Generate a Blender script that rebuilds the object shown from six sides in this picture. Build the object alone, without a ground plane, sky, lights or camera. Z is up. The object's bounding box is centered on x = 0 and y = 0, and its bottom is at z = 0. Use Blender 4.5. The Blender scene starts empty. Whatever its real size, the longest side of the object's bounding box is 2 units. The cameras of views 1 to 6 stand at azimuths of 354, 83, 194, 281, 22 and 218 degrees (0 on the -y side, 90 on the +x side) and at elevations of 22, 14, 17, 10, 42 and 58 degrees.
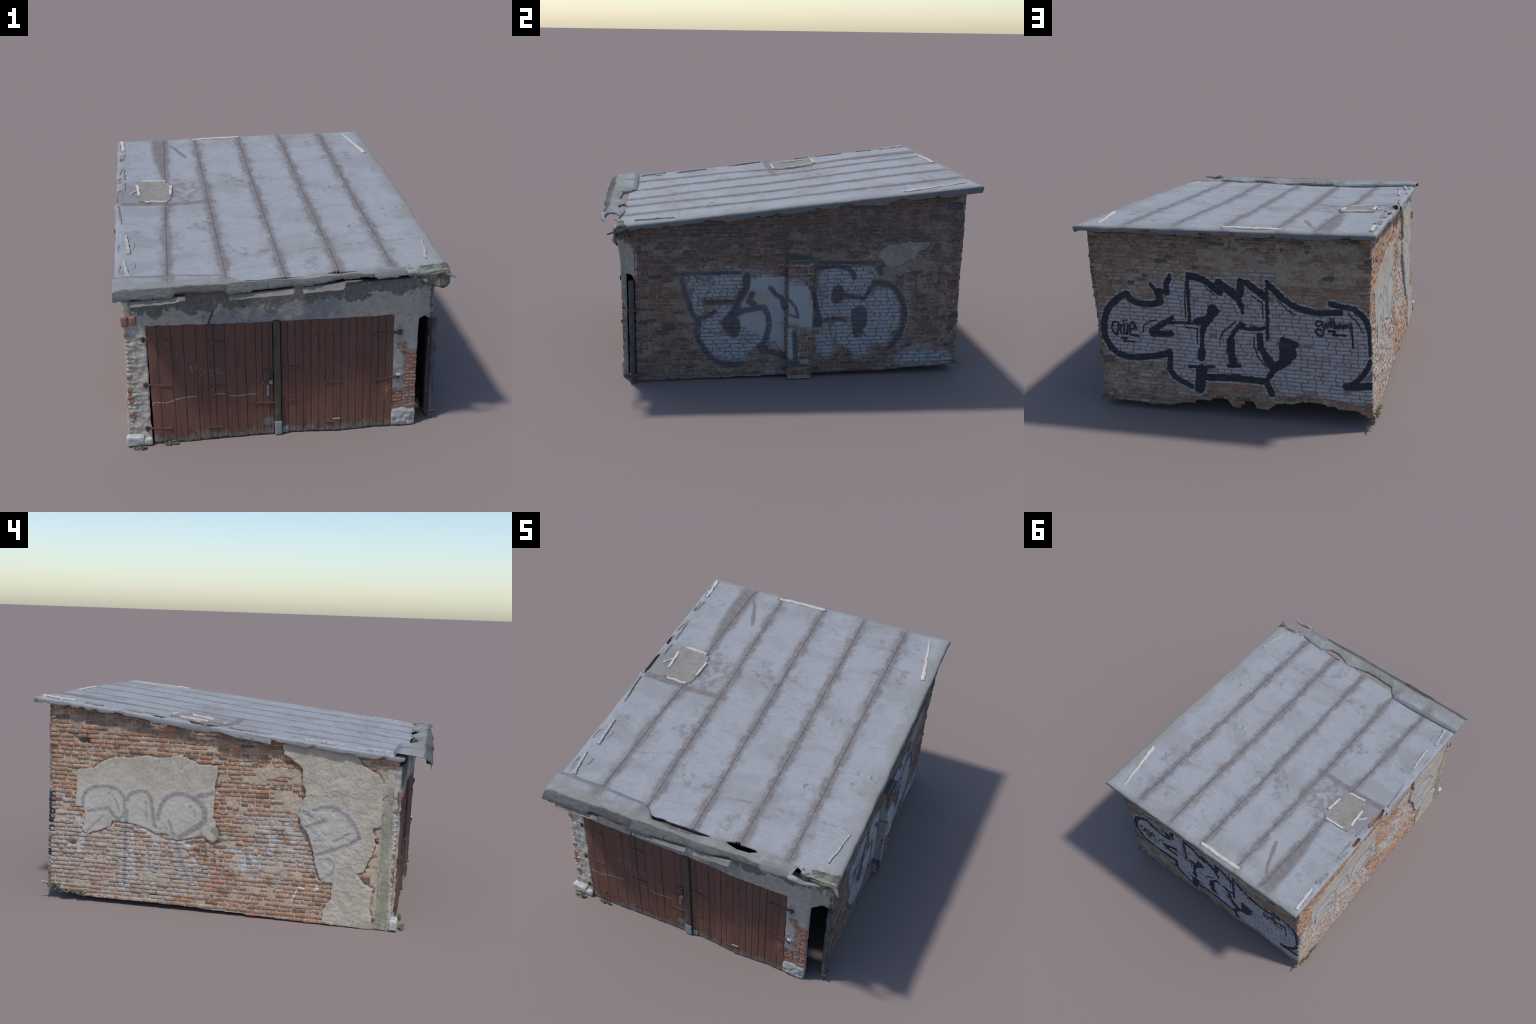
"""Weathered brick garage: lean-to bitumen roof, double plank doors, plaster remains and painted walls."""
import bpy, math, random
import numpy as np
from mathutils import Matrix, Vector

random.seed(11)
RNG = np.random.default_rng(11)
COL = bpy.context.scene.collection


# ------------------------------------------------------------------ noise
def _hash(i, j, k, seed):
    h = (i * 374761393 + j * 668265263 + k * 2147483647 + seed * 974634777) & 0xFFFFFFFF
    h = ((h ^ (h >> 13)) * 1274126177) & 0xFFFFFFFF
    h = ((h ^ (h >> 15)) * 2246822519) & 0xFFFFFFFF
    return ((h ^ (h >> 16)) & 0xFFFFFF) / float(0xFFFFFF) * 2.0 - 1.0


def vnoise(x, y, z=0.0, seed=0):
    """Smooth value noise in -1..1 on arrays."""
    x, y, z = np.broadcast_arrays(np.asarray(x, float), np.asarray(y, float), np.asarray(z, float))
    i, j, k = np.floor(x).astype(np.int64), np.floor(y).astype(np.int64), np.floor(z).astype(np.int64)
    fx, fy, fz = x - i, y - j, z - k
    fx, fy, fz = (f * f * f * (f * (f * 6 - 15) + 10) for f in (fx, fy, fz))
    out = 0
    for a in (0, 1):
        for b in (0, 1):
            for c in (0, 1):
                w = (fx if a else 1 - fx) * (fy if b else 1 - fy) * (fz if c else 1 - fz)
                out = out + w * _hash(i + a, j + b, k + c, seed)
    return out


def fbm(x, y, z=0.0, octaves=4, seed=0, gain=0.5):
    s, a, f, t = 0, 1.0, 1.0, 0.0
    for o in range(octaves):
        s = s + a * vnoise(np.asarray(x) * f, np.asarray(y) * f, np.asarray(z) * f, seed + o * 17)
        t += a
        a *= gain
        f *= 2.03
    return s / t


def sstep(a, b, x):
    t = np.clip((np.asarray(x, float) - a) / (b - a), 0, 1)
    return t * t * (3 - 2 * t)


# ------------------------------------------------------------------ objects
def mesh_from(name, verts, faces, mat=None, smooth=None, parent=None, kind=None):
    """verts (N,3); faces: (M,4) or (M,3) array, or a list of such arrays."""
    me = bpy.data.meshes.new(name)
    verts = np.asarray(verts, np.float32)
    arrs = faces if isinstance(faces, list) else [faces]
    arrs = [np.asarray(a, np.int32) for a in arrs if len(a)]
    loops = np.concatenate([a.ravel() for a in arrs])
    sizes = np.concatenate([np.full(len(a), a.shape[1], np.int32) for a in arrs])
    me.vertices.add(len(verts))
    me.vertices.foreach_set("co", verts.ravel())
    me.loops.add(len(loops))
    me.loops.foreach_set("vertex_index", loops)
    me.polygons.add(len(sizes))
    me.polygons.foreach_set("loop_start", np.concatenate([[0], np.cumsum(sizes)[:-1]]).astype(np.int32))
    me.update(calc_edges=True)
    me.validate()
    if smooth is not None:
        me.polygons.foreach_set("use_smooth", np.ones(len(me.polygons), bool))
        if smooth < 179:
            me.set_sharp_from_angle(angle=math.radians(smooth))
    if mat:
        me.materials.append(mat)
    return add_object(name, me, parent, kind)


def add_object(name, data, parent=None, kind=None, matrix=None):
    o = bpy.data.objects.new(name, data)
    COL.objects.link(o)
    if parent:
        o.parent = parent
    if matrix is not None:
        o.matrix_basis = matrix
    if kind:
        o["kind"] = kind
    return o


def join_parts(parts):
    vs, quads, tris, n = [], [], [], 0
    for v, q in parts:
        v = np.asarray(v, float)
        for a in (q if isinstance(q, list) else [q]):
            a = np.asarray(a, np.int64)
            if len(a):
                (quads if a.shape[1] == 4 else tris).append(a + n)
        vs.append(v)
        n += len(v)
    f = []
    if quads:
        f.append(np.concatenate(quads))
    if tris:
        f.append(np.concatenate(tris))
    return np.concatenate(vs), f


# ------------------------------------------------------------------ outlines in wall coordinates (along, up)
def P(*pts):
    return np.array(pts, float)


class S:
    """A painted stroke: half width, then the points it runs through."""

    def __init__(self, r, *pts):
        self.r, self.pts = r, pts


def poly_sdf(u, z, poly):
    """Signed distance to a closed outline, negative inside... returned positive inside."""
    u, z = np.asarray(u, float), np.asarray(z, float)
    d2 = np.full(u.shape, 1e9)
    inside = np.zeros(u.shape, bool)
    for (ax, ay), (bx, by) in zip(poly, np.roll(poly, -1, 0)):
        ex, ey = bx - ax, by - ay
        t = np.clip(((u - ax) * ex + (z - ay) * ey) / (ex * ex + ey * ey + 1e-12), 0, 1)
        d2 = np.minimum(d2, (u - ax - t * ex) ** 2 + (z - ay - t * ey) ** 2)
        cond = (ay > z) != (by > z)
        with np.errstate(divide="ignore", invalid="ignore"):
            inside ^= cond & (u < (bx - ax) * (z - ay) / (by - ay + 1e-15) + ax)
    return np.where(inside, 1, -1) * np.sqrt(d2)


def box_sdf(u, z, u0, u1, z0, z1):
    return np.minimum(np.minimum(u - u0, u1 - u), np.minimum(z - z0, z1 - z))


def sheet(name, bounds, res, sdf, depth, place, back, mat, smooth=50, parent=None, closed=True, flip=False):
    """A slab cut to the positive side of sdf(u, z): front at depth(u, z, d), rim and back face at `back`."""
    u0, u1, z0, z1 = bounds
    nu, nz = max(2, int(round((u1 - u0) / res))), max(2, int(round((z1 - z0) / res)))
    gu, gz = np.meshgrid(np.linspace(u0, u1, nu + 1), np.linspace(z0, z1, nz + 1), indexing="ij")
    d = sdf(gu, gz)
    pos = d > 0
    cell = (pos[:-1, :-1] | pos[1:, :-1] | pos[:-1, 1:] | pos[1:, 1:])
    ins = (pos[:-1, :-1].astype(int) + pos[1:, :-1] + pos[:-1, 1:] + pos[1:, 1:])
    cell &= ins > 0
    du, dz = np.gradient(d, gu[1, 0] - gu[0, 0], gz[0, 1] - gz[0, 0])
    g = np.maximum(np.hypot(du, dz), 0.35)
    move = np.where(d < 0, np.clip(-d / g, 0, 1.6 * res), 0)
    gu2, gz2 = gu + move * du / g, gz + move * dz / g
    d2 = np.maximum(sdf(gu2, gz2), 0)
    n = depth(gu2, gz2, d2)
    idx = np.arange((nu + 1) * (nz + 1)).reshape(nu + 1, nz + 1)
    q = np.stack([idx[:-1, :-1], idx[1:, :-1], idx[1:, 1:], idx[:-1, 1:]], -1)[cell]
    used = np.unique(q)
    remap = np.full(idx.size, -1)
    remap[used] = np.arange(len(used))
    q = remap[q]
    U, Z, Nn = gu2.ravel()[used], gz2.ravel()[used], n.ravel()[used]
    front = place(U, Z, Nn)
    rear = place(U, Z, np.full_like(Nn, back))
    edges = np.concatenate([q[:, [0, 1]], q[:, [1, 2]], q[:, [2, 3]], q[:, [3, 0]]])
    key = np.sort(edges, 1)
    _, inv, cnt = np.unique(key[:, 0] * len(used) + key[:, 1], return_inverse=True, return_counts=True)
    be = edges[cnt[inv] == 1]
    m = len(used)
    rim = np.stack([be[:, 1], be[:, 0], be[:, 0] + m, be[:, 1] + m], 1)
    faces = [q, rim]
    if closed:
        faces.append(q[:, ::-1] + m)
    faces = np.concatenate(faces)
    return mesh_from(name, np.concatenate([front, rear]), [faces[:, ::-1] if flip else faces], mat, smooth, parent)
BACK_OUTLINE = [
    S(0.0173, (0.526, 0.653), (0.568, 0.630), (0.614, 0.592), (0.647, 0.545), (0.665, 0.493), (0.671, 0.438), (0.663, 0.390), (0.637, 0.343), (0.598, 0.310), (0.539, 0.295), (0.474, 0.300), (0.386, 0.315), (0.326, 0.331), (0.302, 0.344)),
    S(0.0147, (0.300, 0.346), (0.303, 0.292), (0.308, 0.243), (0.286, 0.209), (0.244, 0.182), (0.192, 0.159)),
    S(0.0158, (0.520, 0.651), (0.512, 0.625), (0.478, 0.609), (0.431, 0.601), (0.383, 0.606), (0.335, 0.620)),
    S(0.0100, (0.385, 0.713), (0.352, 0.676)),
    S(0.0200, (0.349, 0.677), (0.337, 0.625)),
    S(0.0130, (0.341, 0.687), (0.300, 0.672)),
    S(0.0080, (0.277, 0.773), (0.279, 0.753)),
    S(0.0148, (0.280, 0.753), (0.298, 0.726), (0.298, 0.674)),
    S(0.0079, (0.179, 0.784), (0.182, 0.650), (0.181, 0.525)),
    S(0.0179, (0.170, 0.772), (0.134, 0.770), (0.094, 0.758), (0.060, 0.737), (0.030, 0.711), (0.008, 0.697)),
    S(0.0200, (0.013, 0.750), (-0.016, 0.728), (-0.050, 0.700), (-0.084, 0.671)),
    S(0.0189, (-0.102, 0.759), (-0.099, 0.698)),
    S(0.0140, (-0.096, 0.644), (-0.103, 0.627)),
    S(0.0079, (-0.103, 0.627), (-0.107, 0.594)),
    S(0.0158, (-0.037, 0.720), (-0.072, 0.696), (-0.088, 0.674)),
    S(0.0180, (-0.134, 0.755), (-0.163, 0.732), (-0.207, 0.704), (-0.228, 0.685)),
    S(0.0080, (-0.236, 0.731), (-0.236, 0.625), (-0.235, 0.527), (-0.233, 0.460)),
    S(0.0100, (-0.238, 0.769), (-0.245, 0.746)),
    S(0.0155, (-0.245, 0.754), (-0.281, 0.718), (-0.319, 0.681), (-0.358, 0.655), (-0.406, 0.633), (-0.459, 0.621), (-0.513, 0.618), (-0.570, 0.622), (-0.606, 0.626)),
    S(0.0135, (-0.559, 0.670), (-0.594, 0.660), (-0.651, 0.654), (-0.680, 0.648)),
    S(0.0140, (-0.685, 0.638), (-0.713, 0.618), (-0.737, 0.587), (-0.751, 0.543), (-0.760, 0.483), (-0.760, 0.417)),
    S(0.0125, (-0.757, 0.376), (-0.742, 0.334), (-0.718, 0.296), (-0.680, 0.256), (-0.631, 0.228)),
    S(0.0200, (-0.636, 0.229), (-0.757, 0.244)),
    S(0.0116, (0.276, 0.537), (0.326, 0.505)),
    S(0.0168, (0.326, 0.505), (0.382, 0.464)),
    S(0.0210, (0.393, 0.450), (0.388, 0.442)),
    S(0.0165, (0.394, 0.442), (0.330, 0.445), (0.290, 0.450)),
    S(0.0074, (0.315, 0.508), (0.126, 0.521)),
    S(0.0189, (0.142, 0.528), (0.079, 0.548)),
    S(0.0231, (0.053, 0.607), (0.062, 0.575)),
    S(0.0189, (0.036, 0.592), (0.052, 0.576)),
    S(0.0221, (0.073, 0.553), (0.098, 0.523)),
    S(0.0158, (0.104, 0.504), (0.113, 0.477)),
    S(0.0110, (0.113, 0.477), (0.120, 0.392)),
    S(0.0200, (0.122, 0.365), (0.128, 0.327)),
    S(0.0083, (0.197, 0.271), (0.065, 0.281)),
    S(0.0275, (0.130, 0.263), (0.145, 0.153)),
    S(0.0193, (0.120, 0.220), (0.037, 0.222), (-0.073, 0.230)),
    S(0.0182, (-0.043, 0.227), (-0.218, 0.224)),
    S(0.0168, (-0.220, 0.222), (-0.246, 0.155)),
    S(0.0143, (-0.234, 0.250), (-0.257, 0.289)),
    S(0.0231, (-0.260, 0.300), (-0.322, 0.342)),
    S(0.0231, (-0.226, 0.355), (-0.246, 0.320)),
    S(0.0168, (-0.205, 0.401), (-0.224, 0.360)),
    S(0.0152, (-0.193, 0.478), (-0.195, 0.405)),
    S(0.0168, (-0.313, 0.460), (-0.378, 0.442)),
    S(0.0390, (-0.338, 0.426), (-0.343, 0.390)),
    S(0.0231, (-0.317, 0.362), (-0.332, 0.348)),
    S(0.0210, (-0.314, 0.440), (-0.315, 0.372)),
    S(0.0105, (-0.040, 0.457), (-0.061, 0.492), (-0.090, 0.523)),
    S(0.0137, (-0.098, 0.533), (-0.106, 0.524)),
    S(0.0095, (-0.085, 0.512), (-0.135, 0.509), (-0.186, 0.512), (-0.231, 0.523)),
    S(0.0209, (-0.039, 0.436), (-0.034, 0.372), (-0.047, 0.320)),
    S(0.0105, (-0.020, 0.296), (-0.080, 0.300)),
]
BACK_LETTERS = [
    S(0.0047, (0.596, 0.489), (0.616, 0.485), (0.624, 0.458), (0.617, 0.431), (0.602, 0.419)),
    S(0.0050, (0.584, 0.485), (0.594, 0.422)),
    S(0.0047, (0.584, 0.471), (0.566, 0.475), (0.579, 0.453), (0.569, 0.424)),
    S(0.0050, (0.555, 0.479), (0.555, 0.430), (0.539, 0.429), (0.532, 0.480)),
    S(0.0050, (0.557, 0.501), (0.553, 0.501)),
    S(0.0047, (0.540, 0.502), (0.537, 0.502)),
    S(0.0050, (0.525, 0.451), (0.497, 0.460), (0.492, 0.480), (0.507, 0.495), (0.523, 0.470), (0.521, 0.424), (0.473, 0.420)),
    S(0.0050, (0.488, 0.478), (0.486, 0.459)),
    S(0.0050, (0.572, 0.401), (0.546, 0.403), (0.560, 0.384), (0.503, 0.386)),
    S(0.0045, (-0.512, 0.572), (-0.490, 0.573), (-0.482, 0.557), (-0.495, 0.544), (-0.513, 0.559)),
    S(0.0045, (-0.516, 0.572), (-0.524, 0.532), (-0.515, 0.498), (-0.494, 0.500), (-0.482, 0.519), (-0.495, 0.533), (-0.507, 0.523)),
    S(0.0047, (-0.531, 0.548), (-0.535, 0.563), (-0.548, 0.559), (-0.546, 0.544), (-0.534, 0.543)),
    S(0.0045, (-0.558, 0.589), (-0.561, 0.545)),
    S(0.0045, (-0.551, 0.567), (-0.577, 0.571)),
    S(0.0045, (-0.572, 0.588), (-0.575, 0.543)),
    S(0.0045, (-0.575, 0.556), (-0.584, 0.563), (-0.587, 0.544)),
    S(0.0045, (-0.608, 0.567), (-0.594, 0.561), (-0.596, 0.541), (-0.608, 0.553)),
    S(0.0045, (-0.609, 0.566), (-0.612, 0.543)),
    S(0.0045, (-0.623, 0.539), (-0.623, 0.560), (-0.633, 0.564), (-0.635, 0.547)),
    S(0.0045, (-0.636, 0.555), (-0.647, 0.567), (-0.651, 0.548)),
    S(0.0045, (-0.660, 0.574), (-0.665, 0.522), (-0.671, 0.444)),
    S(0.0047, (-0.548, 0.524), (-0.579, 0.523), (-0.572, 0.505), (-0.632, 0.507)),
    S(0.0026, (-0.162, 0.465), (-0.162, 0.424), (-0.181, 0.357), (-0.220, 0.307)),
    S(0.0025, (-0.159, 0.691), (-0.215, 0.649), (-0.213, 0.572)),
    S(0.0025, (-0.290, 0.676), (-0.338, 0.626), (-0.381, 0.604)),
    S(0.0025, (-0.647, 0.621), (-0.689, 0.584), (-0.718, 0.525)),
    S(0.0028, (0.020, 0.437), (0.003, 0.480), (-0.066, 0.542)),
    S(0.0025, (0.192, 0.737), (0.200, 0.639), (0.203, 0.550)),
    S(0.0028, (0.450, 0.443), (0.439, 0.481), (0.405, 0.507), (0.368, 0.518)),
    S(0.0026, (0.206, 0.492), (0.141, 0.489), (0.145, 0.406)),
    S(0.0025, (0.076, 0.713), (0.037, 0.680)),
]
BACK_FILL = [
    S(0.0500, (0.030, 0.640), (-0.060, 0.600)),
    S(0.0600, (-0.330, 0.600), (-0.420, 0.560)),
    S(0.0450, (0.120, 0.715), (0.070, 0.690)),
    S(0.1447, (0.540, 0.461), (0.365, 0.470)),
    S(0.0631, (0.242, 0.683), (0.261, 0.355)),
    S(0.1002, (0.141, 0.632), (0.163, 0.325)),
    S(0.0999, (0.046, 0.586), (0.058, 0.322)),
    S(0.0999, (-0.054, 0.541), (-0.046, 0.341)),
    S(0.0497, (0.229, 0.260), (0.215, 0.239)),
    S(0.0951, (-0.160, 0.645), (-0.155, 0.350)),
    S(0.0750, (-0.278, 0.617), (-0.293, 0.423)),
    S(0.1129, (-0.359, 0.485), (-0.355, 0.271)),
    S(0.1250, (-0.506, 0.485), (-0.504, 0.309)),
    S(0.1150, (-0.646, 0.505), (-0.636, 0.361)),
    S(0.0550, (-0.304, 0.240), (-0.714, 0.196)),
]
BACK_HAZE = [
    S(0.0350, (-0.111, 0.804), (-0.254, 0.812)),
]
RIGHT_OUTLINE = [
    S(0.0108, (-0.575, 0.553), (-0.559, 0.486), (-0.538, 0.418), (-0.521, 0.364), (-0.495, 0.336), (-0.465, 0.340), (-0.430, 0.357), (-0.404, 0.374)),
    S(0.0126, (-0.487, 0.313), (-0.502, 0.268), (-0.489, 0.222), (-0.457, 0.165), (-0.417, 0.113), (-0.369, 0.084), (-0.303, 0.073), (-0.259, 0.081)),
    S(0.0171, (-0.238, 0.560), (-0.242, 0.488)),
    S(0.0153, (-0.244, 0.484), (-0.261, 0.453), (-0.287, 0.417)),
    S(0.0108, (-0.443, 0.425), (-0.361, 0.428), (-0.305, 0.422)),
    S(0.0189, (-0.283, 0.390), (-0.317, 0.354), (-0.352, 0.314)),
    S(0.0406, (-0.322, 0.309), (-0.311, 0.286)),
    S(0.0270, (-0.304, 0.260), (-0.302, 0.258)),
    S(0.0135, (-0.291, 0.358), (-0.248, 0.378), (-0.187, 0.388), (-0.147, 0.391)),
    S(0.0126, (-0.147, 0.391), (-0.125, 0.350), (-0.117, 0.295), (-0.128, 0.240), (-0.149, 0.189)),
    S(0.0189, (-0.162, 0.173), (-0.149, 0.164)),
    S(0.0114, (-0.144, 0.157), (-0.086, 0.136), (-0.028, 0.111)),
    S(0.0090, (-0.605, 0.580), (-0.490, 0.583), (-0.275, 0.581)),
    S(0.0135, (-0.209, 0.465), (-0.226, 0.425), (-0.200, 0.411)),
    S(0.0099, (-0.114, 0.495), (-0.082, 0.458), (-0.056, 0.448), (-0.037, 0.384)),
    S(0.0048, (-0.016, 0.439), (0.015, 0.401), (0.030, 0.346), (-0.010, 0.359)),
    S(0.0105, (0.012, 0.264), (0.021, 0.105)),
    S(0.0162, (-0.005, 0.092), (0.022, 0.091)),
    S(0.0099, (0.097, 0.504), (0.112, 0.445)),
    S(0.0108, (0.142, 0.603), (0.226, 0.610), (0.301, 0.596), (0.322, 0.568), (0.332, 0.543)),
    S(0.0306, (0.248, 0.470), (0.242, 0.438)),
    S(0.0404, (0.366, 0.348), (0.366, 0.292)),
    S(0.0270, (0.358, 0.269), (0.361, 0.241)),
    S(0.0095, (0.280, 0.449), (0.329, 0.440), (0.388, 0.430), (0.413, 0.466), (0.438, 0.516)),
    S(0.0135, (0.442, 0.518), (0.501, 0.510), (0.547, 0.487), (0.581, 0.445), (0.604, 0.389), (0.615, 0.324), (0.604, 0.263), (0.575, 0.193), (0.540, 0.152)),
    S(0.0108, (0.117, 0.459), (0.130, 0.408), (0.145, 0.344), (0.154, 0.321)),
    S(0.0189, (0.139, 0.307), (0.148, 0.293)),
    S(0.0063, (0.159, 0.311), (0.239, 0.321), (0.293, 0.310)),
    S(0.0072, (0.141, 0.629), (0.282, 0.627), (0.438, 0.621)),
    S(0.0108, (0.464, 0.597), (0.474, 0.565)),
    S(0.0023, (0.558, 0.555), (0.581, 0.539), (0.598, 0.561)),
    S(0.0023, (0.643, 0.565), (0.662, 0.544), (0.677, 0.564)),
    S(0.0023, (0.721, 0.547), (0.736, 0.519), (0.752, 0.547), (0.720, 0.550)),
    S(0.0027, (0.797, 0.569), (0.795, 0.523), (0.778, 0.496)),
    S(0.0023, (0.611, 0.563), (0.665, 0.562), (0.670, 0.470)),
]
RIGHT_FILL = [
    S(0.0203, (-0.543, 0.552), (-0.284, 0.550)),
    S(0.0248, (-0.524, 0.516), (-0.296, 0.512)),
    S(0.0225, (-0.514, 0.476), (-0.305, 0.478)),
    S(0.0248, (-0.503, 0.440), (-0.486, 0.376)),
    S(0.0570, (-0.439, 0.303), (-0.430, 0.220)),
    S(0.0665, (-0.361, 0.186), (-0.295, 0.166)),
    S(0.0630, (-0.230, 0.320), (-0.190, 0.260)),
    S(0.0630, (-0.251, 0.206), (-0.207, 0.228)),
    S(0.0360, (-0.387, 0.347), (-0.352, 0.373)),
    S(0.0473, (-0.158, 0.527), (-0.066, 0.512)),
    S(0.0451, (-0.078, 0.431), (-0.070, 0.201)),
    S(0.0495, (0.018, 0.506), (0.065, 0.336)),
    S(0.0162, (-0.007, 0.278), (0.001, 0.125)),
    S(0.0428, (0.179, 0.553), (0.180, 0.343)),
    S(0.0309, (0.187, 0.571), (0.418, 0.573)),
    S(0.0495, (0.264, 0.524), (0.381, 0.494)),
    S(0.0428, (0.246, 0.374), (0.403, 0.393)),
    S(0.0699, (0.492, 0.414), (0.519, 0.307)),
    S(0.0721, (0.452, 0.290), (0.477, 0.248)),
    S(0.0405, (0.165, 0.260), (0.186, 0.157)),
    S(0.0585, (0.273, 0.257), (0.366, 0.171)),
    S(0.0260, (0.641, 0.097), (0.838, 0.085)),
    S(0.0032, (0.509, 0.528), (0.588, 0.481), (0.623, 0.416), (0.637, 0.332), (0.611, 0.211), (0.577, 0.151)),
]
LEFT_OUTLINE = [
    S(0.0100, (0.741, 0.513), (0.744, 0.542), (0.723, 0.579), (0.682, 0.601), (0.631, 0.610), (0.581, 0.604), (0.545, 0.587), (0.522, 0.559), (0.519, 0.510), (0.526, 0.464), (0.549, 0.445), (0.574, 0.461), (0.605, 0.498), (0.713, 0.478)),
    S(0.0110, (0.512, 0.545), (0.489, 0.583), (0.444, 0.598), (0.404, 0.597), (0.384, 0.569), (0.373, 0.520), (0.367, 0.452), (0.356, 0.423)),
    S(0.0125, (0.342, 0.464), (0.340, 0.494), (0.328, 0.534), (0.299, 0.575), (0.265, 0.594), (0.215, 0.598), (0.166, 0.585)),
    S(0.0160, (0.166, 0.585), (0.121, 0.554), (0.100, 0.517), (0.102, 0.473), (0.128, 0.441), (0.172, 0.413), (0.225, 0.377)),
    S(0.0150, (0.137, 0.592), (0.064, 0.614)),
    S(0.0076, (0.284, 0.458), (0.258, 0.387)),
    S(0.0110, (0.508, 0.491), (0.515, 0.361), (0.514, 0.109)),
    S(0.0050, (0.406, 0.533), (0.401, 0.449)),
    S(0.0060, (0.361, 0.383), (0.345, 0.325)),
    S(0.0120, (0.245, 0.353), (0.218, 0.256), (0.165, 0.141)),
    S(0.0090, (0.389, 0.281), (0.380, 0.197)),
    S(0.0075, (0.606, 0.575), (0.603, 0.572)),
    S(0.0081, (0.409, 0.542), (0.407, 0.540)),
    S(0.0070, (0.301, 0.423), (0.299, 0.422)),
    S(0.0071, (0.175, 0.539), (0.174, 0.536)),
    S(0.0050, (0.585, 0.569), (0.560, 0.526), (0.549, 0.483)),
    S(0.0050, (0.159, 0.522), (0.149, 0.493)),
    S(0.0060, (0.717, 0.374), (0.630, 0.461)),
    S(0.0133, (-0.115, 0.334), (-0.139, 0.282)),
    S(0.0067, (-0.057, 0.329), (-0.092, 0.303), (-0.103, 0.264)),
    S(0.0104, (-0.390, 0.558), (-0.435, 0.536)),
    S(0.0106, (-0.446, 0.568), (-0.482, 0.584), (-0.532, 0.586), (-0.595, 0.561), (-0.634, 0.520), (-0.668, 0.466), (-0.672, 0.447), (-0.633, 0.417), (-0.554, 0.380), (-0.462, 0.346)),
    S(0.0091, (-0.406, 0.483), (-0.498, 0.515)),
    S(0.0065, (-0.546, 0.418), (-0.618, 0.465)),
    S(0.0075, (-0.453, 0.419), (-0.496, 0.423)),
    S(0.0069, (-0.476, 0.328), (-0.532, 0.333), (-0.558, 0.303), (-0.548, 0.264), (-0.499, 0.230)),
    S(0.0052, (-0.532, 0.309), (-0.534, 0.306)),
]
LEFT_FILL = [
    S(0.0650, (0.703, 0.526), (0.575, 0.535)),
    S(0.0600, (0.448, 0.525), (0.437, 0.447)),
    S(0.1075, (0.228, 0.502), (0.203, 0.494)),
    S(0.0400, (0.692, 0.447), (0.656, 0.419)),
    S(0.0878, (-0.474, 0.488), (-0.581, 0.465)),
    S(0.0554, (-0.508, 0.296), (-0.515, 0.296)),
]
LEFT_WHITE = [
    S(0.0038, (-0.390, 0.187), (-0.355, 0.110)),
    S(0.0043, (-0.386, 0.177), (-0.414, 0.170)),
    S(0.0067, (-0.475, 0.190), (-0.478, 0.176), (-0.462, 0.165)),
]
LEFT_PATCH_BACK = P((0.778, 0.686), (0.693, 0.699), (0.632, 0.742), (0.572, 0.761), (0.482, 0.764), (0.407, 0.781), (0.332, 0.769), (0.234, 0.794), (0.180, 0.772), (0.136, 0.755), (0.058, 0.753), (0.050, 0.761), (0.042, 0.714), (0.054, 0.641), (0.057, 0.544), (0.057, 0.486), (0.039, 0.434), (0.023, 0.391), (0.061, 0.363), (0.092, 0.385), (0.107, 0.389), (0.156, 0.380), (0.235, 0.361), (0.255, 0.367), (0.280, 0.375), (0.296, 0.389), (0.346, 0.389), (0.396, 0.405), (0.427, 0.418), (0.477, 0.429), (0.538, 0.436), (0.584, 0.435), (0.594, 0.409), (0.635, 0.386), (0.686, 0.372), (0.712, 0.355), (0.749, 0.377), (0.733, 0.403), (0.731, 0.474), (0.739, 0.498), (0.782, 0.495), (0.780, 0.590))
LEFT_PATCH_FRONT = P((-0.276, 0.881), (-0.282, 0.853), (-0.288, 0.830), (-0.316, 0.818), (-0.345, 0.796), (-0.369, 0.779), (-0.384, 0.766), (-0.383, 0.719), (-0.383, 0.686), (-0.402, 0.664), (-0.399, 0.635), (-0.379, 0.605), (-0.376, 0.567), (-0.371, 0.529), (-0.382, 0.491), (-0.411, 0.460), (-0.427, 0.423), (-0.443, 0.381), (-0.455, 0.329), (-0.471, 0.273), (-0.493, 0.221), (-0.493, 0.214), (-0.550, 0.212), (-0.548, 0.134), (-0.513, 0.072), (-0.506, 0.012), (-0.630, -0.011), (-0.755, -0.015), (-0.752, 0.050), (-0.737, 0.094), (-0.746, 0.160), (-0.750, 0.199), (-0.699, 0.226), (-0.666, 0.268), (-0.702, 0.278), (-0.718, 0.330), (-0.734, 0.370), (-0.750, 0.415), (-0.741, 0.459), (-0.733, 0.496), (-0.772, 0.505), (-0.773, 0.549), (-0.783, 0.588), (-0.774, 0.643), (-0.797, 0.663), (-0.789, 0.687), (-0.749, 0.759), (-0.711, 0.781), (-0.661, 0.808), (-0.634, 0.868), (-0.499, 0.890))
RIGHT_PATCH_HIGH = P((0.462, 0.678), (0.454, 0.656), (0.482, 0.638), (0.497, 0.610), (0.573, 0.609), (0.612, 0.631), (0.652, 0.644), (0.673, 0.680), (0.690, 0.689), (0.704, 0.684), (0.733, 0.719), (0.742, 0.733), (0.611, 0.735), (0.514, 0.718), (0.479, 0.701))
RIGHT_PATCH_MIDDLE = P((-0.214, 0.559), (-0.040, 0.556), (-0.033, 0.130), (-0.083, 0.201), (-0.118, 0.212), (-0.185, 0.250), (-0.273, 0.299), (-0.274, 0.344), (-0.291, 0.399), (-0.231, 0.502))
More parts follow.
